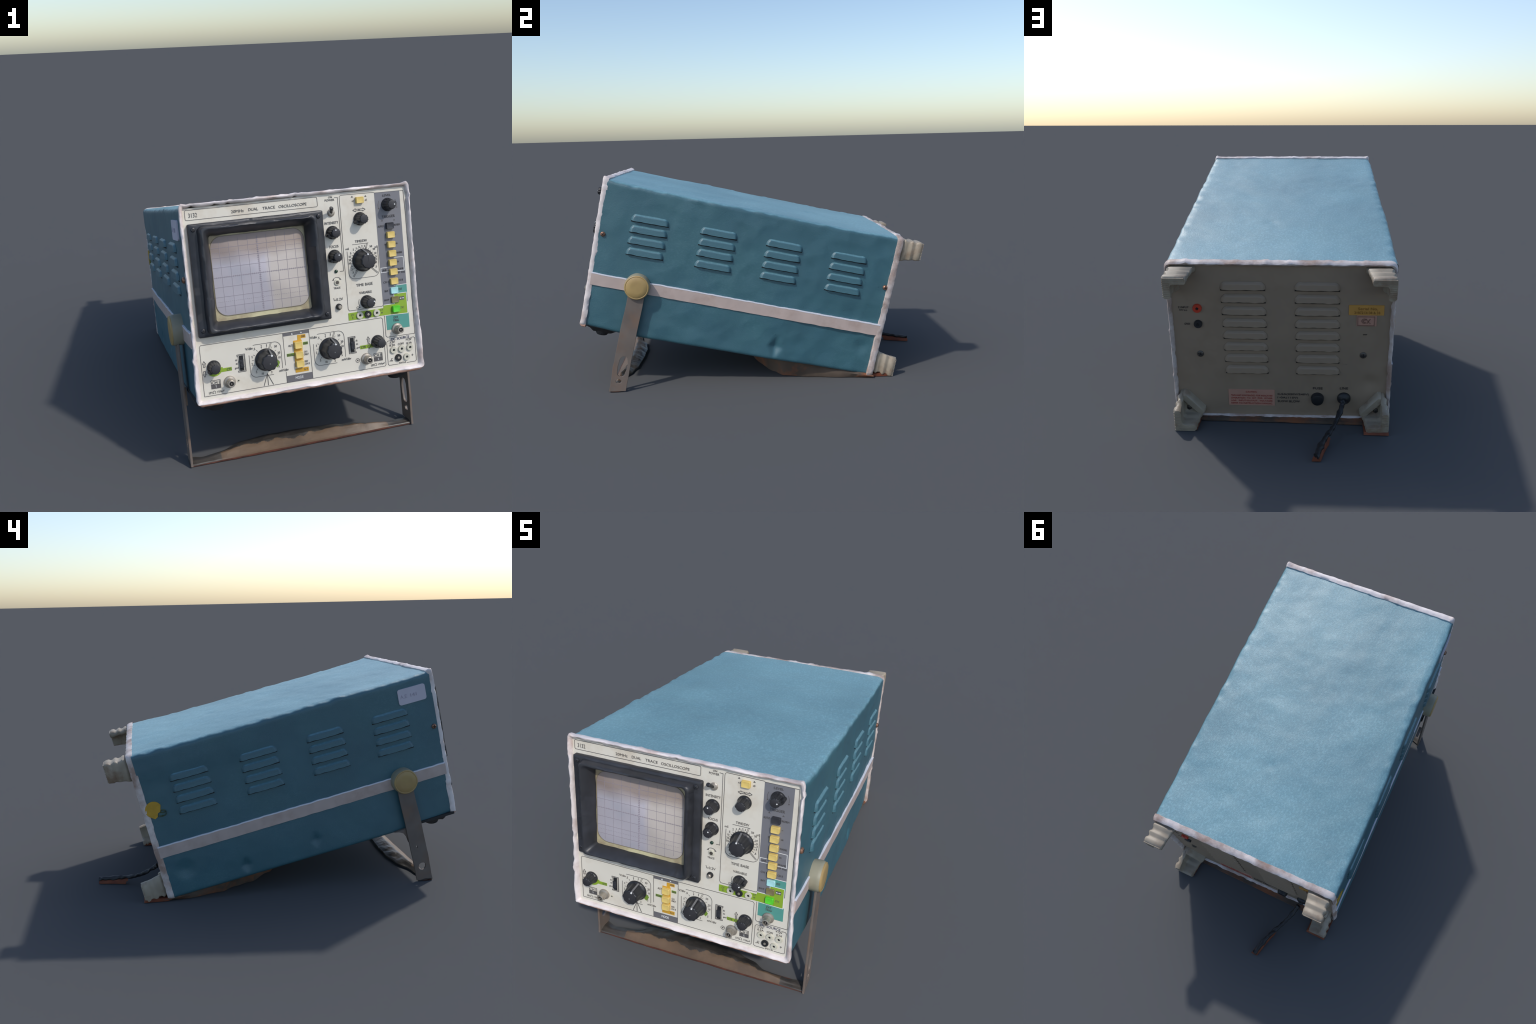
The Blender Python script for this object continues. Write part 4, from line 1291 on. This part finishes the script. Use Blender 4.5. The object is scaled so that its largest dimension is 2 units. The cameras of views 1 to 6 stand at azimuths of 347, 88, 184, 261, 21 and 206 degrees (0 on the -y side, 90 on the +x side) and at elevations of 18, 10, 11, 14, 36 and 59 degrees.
put("jack", rj(0.0205, 0.008, RED_JACK), root, POSE @ Matrix.Translation((0.369, REAR, 0.1745)) @ back)
j = put("jack", rj(0.0190, 0.008, KNOB), root, POSE @ Matrix.Translation((0.3695, REAR, 0.095)) @ back)
rs = screw_mesh(0.0155, NICKEL_DARK)
for x, z in ((0.369, -0.0615), (-0.369, -0.0575)):
    put("screw", rs, rear, Matrix.Translation((x, REAR + 0.001, z)) @ back @ Matrix.Rotation(random.uniform(0, 1.5), 4, 'Y'))
m = Mesh()
m.lathe([(0.0305, 0.002), (0.0305, -0.008), (0.029, -0.016), (0.027, -0.022), (0.022, -0.024), (0.004, -0.0245)], n=32)
put("fuse_holder", m.data("fuse_holder", CABLE), root, POSE @ Matrix.Translation((-0.1655, REAR, -0.2945)) @ back)
m = Mesh()
m.lathe([(0.031, 0.002), (0.031, -0.008), (0.027, -0.014), (0.020, -0.018), (0.014, -0.022), (0.012, -0.028)], n=32)
put("cable_grommet", m.data("cable_grommet", CABLE), root, POSE @ Matrix.Translation((-0.288, REAR, -0.2915)) @ back)
# mains cable, flattening towards its cut end (world path)
ctrl = [Vector((-0.314, 0.668, 0.126)), Vector((-0.306, 0.69, 0.108)), Vector((-0.285, 0.745, 0.072)), Vector((-0.260, 0.80, 0.048)), Vector((-0.233, 0.86, 0.036)), Vector((-0.212, 0.93, 0.028)), Vector((-0.196, 0.999, 0.022))]
pts = []
for i in range(len(ctrl) - 1):
    p0, p1, p2, p3 = ctrl[max(0, i - 1)], ctrl[i], ctrl[i + 1], ctrl[min(len(ctrl) - 1, i + 2)]
    for s in range(8):
        t = s / 8
        pts.append(0.5 * ((2 * p1) + (p2 - p0) * t + (2 * p0 - 5 * p1 + 4 * p2 - p3) * t * t + (3 * p1 - p0 - 3 * p2 + p3) * t ** 3))
pts.append(ctrl[-1])
m, loops = Mesh(), []
for i, p in enumerate(pts):
    t = (pts[min(i + 1, len(pts) - 1)] - pts[max(i - 1, 0)]).normalized()
    sd = t.cross(Vector((0, 0, 1))).normalized()
    up = sd.cross(t)
    tw = 0.9 * sin(i * 0.55)
    r = 0.0105 + 0.0025 * noise.noise(p * 40)
    a_, b_ = r * (1.15 + 0.35 * sin(i * 0.7)), r * (0.95 - 0.25 * sin(i * 0.7))
    loops.append([to_local(p + sd * (a_ * cos(q) * cos(tw) - b_ * sin(q) * sin(tw)) + up * (a_ * cos(q) * sin(tw) + b_ * sin(q) * cos(tw))) for q in [2 * pi * k / 12 for k in range(12)]])
m.loft(loops, True, True)
cable = put("power_cable", m.data("power_cable", CABLE, 60), root, POSE)
m, loops = Mesh(), []
for p in pts:
    if p.y < 0.835:
        continue
    h = p.z - 0.004
    w = 0.013 + 0.006 * smooth(0.84, 1.0, p.y)
    z0 = 0.0 if p.y > 0.85 else max(0.0, p.z - 0.02)
    loops.append([to_local((p.x - w, p.y, z0)), to_local((p.x - w * 0.8, p.y, max(z0 + .002, h * 0.75))), to_local((p.x, p.y, h)), to_local((p.x + w * 0.8, p.y, max(z0 + .002, h * 0.75))), to_local((p.x + w, p.y, z0))])
m.loft(loops, True, True)
put("cable_residue", m.data("cable_residue", RUST, 60), cable)


# --------------------------------------------------------------- rear feet
def corner_foot(sx, sz, au, aw, tip_u, tip_w, lift):
    """L-shaped corner bumper with scalloped outer faces; outer corner at |x|=.486, |z|~.39."""
    m = Mesh()
    st = []
    #   y      outer   arm u  arm w  thick
    for y, oo, f, th in ((0.803, 0.012, 1.0, 0.034), (0.815, 0.012, 1.0, 0.032), (0.830, 0.013, 0.90, 0.028), (0.838, 0.006, 0.80, 0.028), (0.846, 0.004, 0.7, 0.028), (0.858, 0.010, 0.55, 0.024),
                         (0.872, 0.010, 0.42, 0.024), (0.880, 0.003, 0.36, 0.028), (0.888, 0.002, 0.3, 0.028), (0.899, 0.008, 0.2, 0.025), (0.908, 0.008, 0.12, 0.025), (0.917, 0.001, 0.15, 0.033), (0.930, 0.0, 0.03, 0.035), (0.940, 0.003, 0.0, 0.033), (0.944, 0.007, 0.0, 0.028)):
        L, W = tip_u + (au - tip_u) * f, tip_w + (aw - tip_w) * f
        r = 0.012
        out = []
        for i in range(5):
            a = radians(180 + 90 * i / 4)
            out.append((oo + r + r * cos(a), oo + r + r * sin(a)))
        out = [(oo + r - r * cos(radians(t)), oo + r - r * sin(radians(t))) for t in (0, 22, 45, 68, 90)]
        out += [(L * 0.5, oo), (L - 0.006, oo + 0.001), (L, oo + 0.007), (L, oo + th - 0.007), (L - 0.006, oo + th), (oo + th + 0.014, oo + th), (oo + th + 0.004, oo + th + 0.004), (oo + th, oo + th + 0.014), (oo + th, W - 0.006), (oo + th - 0.007, W), (oo + 0.007, W), (oo + 0.001, W - 0.006), (oo, W * 0.5)]
        k = 0.0012 * fbm(Vector((y * 9, sx, sz)), 6, 2)
        st.append([(sx * (0.4875 - u) + k, y, sz * (0.394 - w) + lift * smooth(0.8, 0.94, y)) for u, w in out])
    m.loft(st, True, True)
    ob = put("corner_foot", m.data("corner_foot", FOOT, 45), root, POSE)
    # fine ribs across the tread
    g = Mesh()
    tz = tip_w - 0.004
    n = int(tz / 0.0085)
    for i in range(n):
        w = 0.008 + i * 0.0085
        L = tip_u - 0.007 if w < 0.032 else 0.032
        x0, x1 = sx * (0.4875 - 0.004), sx * (0.4875 - L)
        zc = sz * (0.394 - w) + lift
        g.box(min(x0, x1), max(x0, x1), 0.940, 0.9462, zc - 0.0023, zc + 0.0023)
    put("tread_rib", g.data("tread_rib", FOOT), ob)
    # corner web with its fixing screw
    if sz > 0:
        return ob
    wb = Mesh()
    tri = [(0.02, 0.02), (au * 0.98, 0.02), (au * 0.98, 0.035), (0.035, aw * 0.98), (0.02, aw * 0.98)]
    wb.loft([[(sx * (0.4875 - u), 0.79, sz * (0.394 - w)) for u, w in tri], [(sx * (0.4875 - u), 0.826, sz * (0.394 - w)) for u, w in tri]], True, True)
    rg = [(0.030, 0.140), (0.046, 0.140), (0.128, 0.046), (0.128, 0.030), (0.106, 0.030), (0.030, 0.112)]
    wb.loft([[(sx * (0.4875 - u), yy, sz * (0.394 - w)) for u, w in [(0.0433 + (u - 0.0433) * k, 0.034 + (w - 0.034) * k) for u, w in rg]] for yy, k in ((0.79, 1.0), (0.822, 1.0), (0.842, 0.94), (0.847, 0.88))], True, True)
    put("foot_web", wb.data("foot_web", FOOT), ob)
    if sz < 0:
        put("screw", rs, ob, Matrix.Translation((sx * 0.437, 0.8265, sz * 0.347)) @ back @ Matrix.Diagonal((0.9, 1, 0.9, 1)))
    return ob


for sx in (1, -1):
    corner_foot(sx, 1, 0.122, 0.132, 0.103, 0.103, -0.004)
    corner_foot(sx, -1, 0.118, 0.135, 0.103, 0.113, 0.0)

# brown soles where the rear feet stand on the ground (world coordinates)
for sx, xs in ((1, (0.352, 0.448)), (-1, (-0.517, -0.405))):
    m = Mesh()
    lp = []
    for x in [xs[0] + (xs[1] - xs[0]) * i / 8 for i in range(9)]:
        q = 0.002 * noise.noise(Vector((x * 30, 1, 1)))
        lp.append([to_local((x, 0.62, 0.0)), to_local((x, 0.58, 0.016)), to_local((x, 0.70, 0.016)), to_local((x, 0.738 + q, 0.012)), to_local((x, 0.746 + q, 0.0))])
    m.loft(lp, True, True)
    put("foot_sole", m.data("foot_sole", RUST, 50), root, POSE)

# crust between the underside and the ground: footprint narrowing to a nose (world coordinates)
m, loops = Mesh(), []
NYB = 44
for k in range(NYB + 1):
    t = k / NYB
    y = -0.21 + 0.855 * t
    xr = interp((-0.21, -0.09, 0.013, 0.088, 0.14, 0.29, 0.49, 0.66), (0.03, 0.05, 0.17, 0.30, 0.375, 0.415, 0.442, 0.462), y)
    xl = interp((-0.21, -0.09, 0.036, 0.16, 0.25, 0.33, 0.52, 0.66), (-0.11, -0.13, -0.245, -0.36, -0.40, -0.457, -0.505, -0.508), y)
    ring_t, ring_b = [], []
    for i in range(31):
        u = i / 30
        x = xl + (xr - xl) * u
        lo = UNPOSE @ Vector((x, y, 0.1))
        zb = (POSE @ Vector((lo.x, lo.y, -0.400))).z
        edge = min(1.0, min(u, 1 - u) * 3)
        rise = smooth(-0.01, -0.20, y - 0.05 * (1 - edge))
        g = zb * 0.985 * rise + 0.010 * (1 - rise) * max(0, fbm(Vector((x, y, 0)), 12, 3)) * smooth(0, 0.2, edge)
        g = max(0.0, g + 0.03 * rise * (1 - rise) * fbm(Vector((x, y, 3)), 10, 3) * 4)
        wob = 0.022 * fbm(Vector((x, y, 7)), 11, 3)
        ring_b.append((x, y, g))
        sx = x + wob if i in (0, 30) else x
        ring_t.append((sx, y, zb))
    bm2 = ring_b + [((ring_b[-1][0] + 0.012), y, ring_b[-1][2] * 0.4 + ring_t[-1][2] * 0.6)] + ring_t[::-1] + [((ring_b[0][0] - 0.012), y, ring_b[0][2] * 0.4 + ring_t[0][2] * 0.6)]
    loops.append([to_local(p) for p in bm2])
m.loft(loops, True, True)
put("ground_crust", m.data("ground_crust", UNDER, 60), root, POSE)

# thin rusty skirt below the rear rim
m, loops = Mesh(), []
for k in range(41):
    x = -0.40 + 0.74 * k / 40
    q = 0.004 * fbm(Vector((x, 0, 0)), 14, 2)
    loops.append([to_local((x, 0.600, 0.0)), to_local((x, 0.600, 0.006)), to_local((x, 0.634 + q, 0.009)), to_local((x, 0.640 + q, 0.0))])
m.loft(loops, True, True)
put("rim_residue", m.data("rim_residue", RUST, 60), root, POSE)
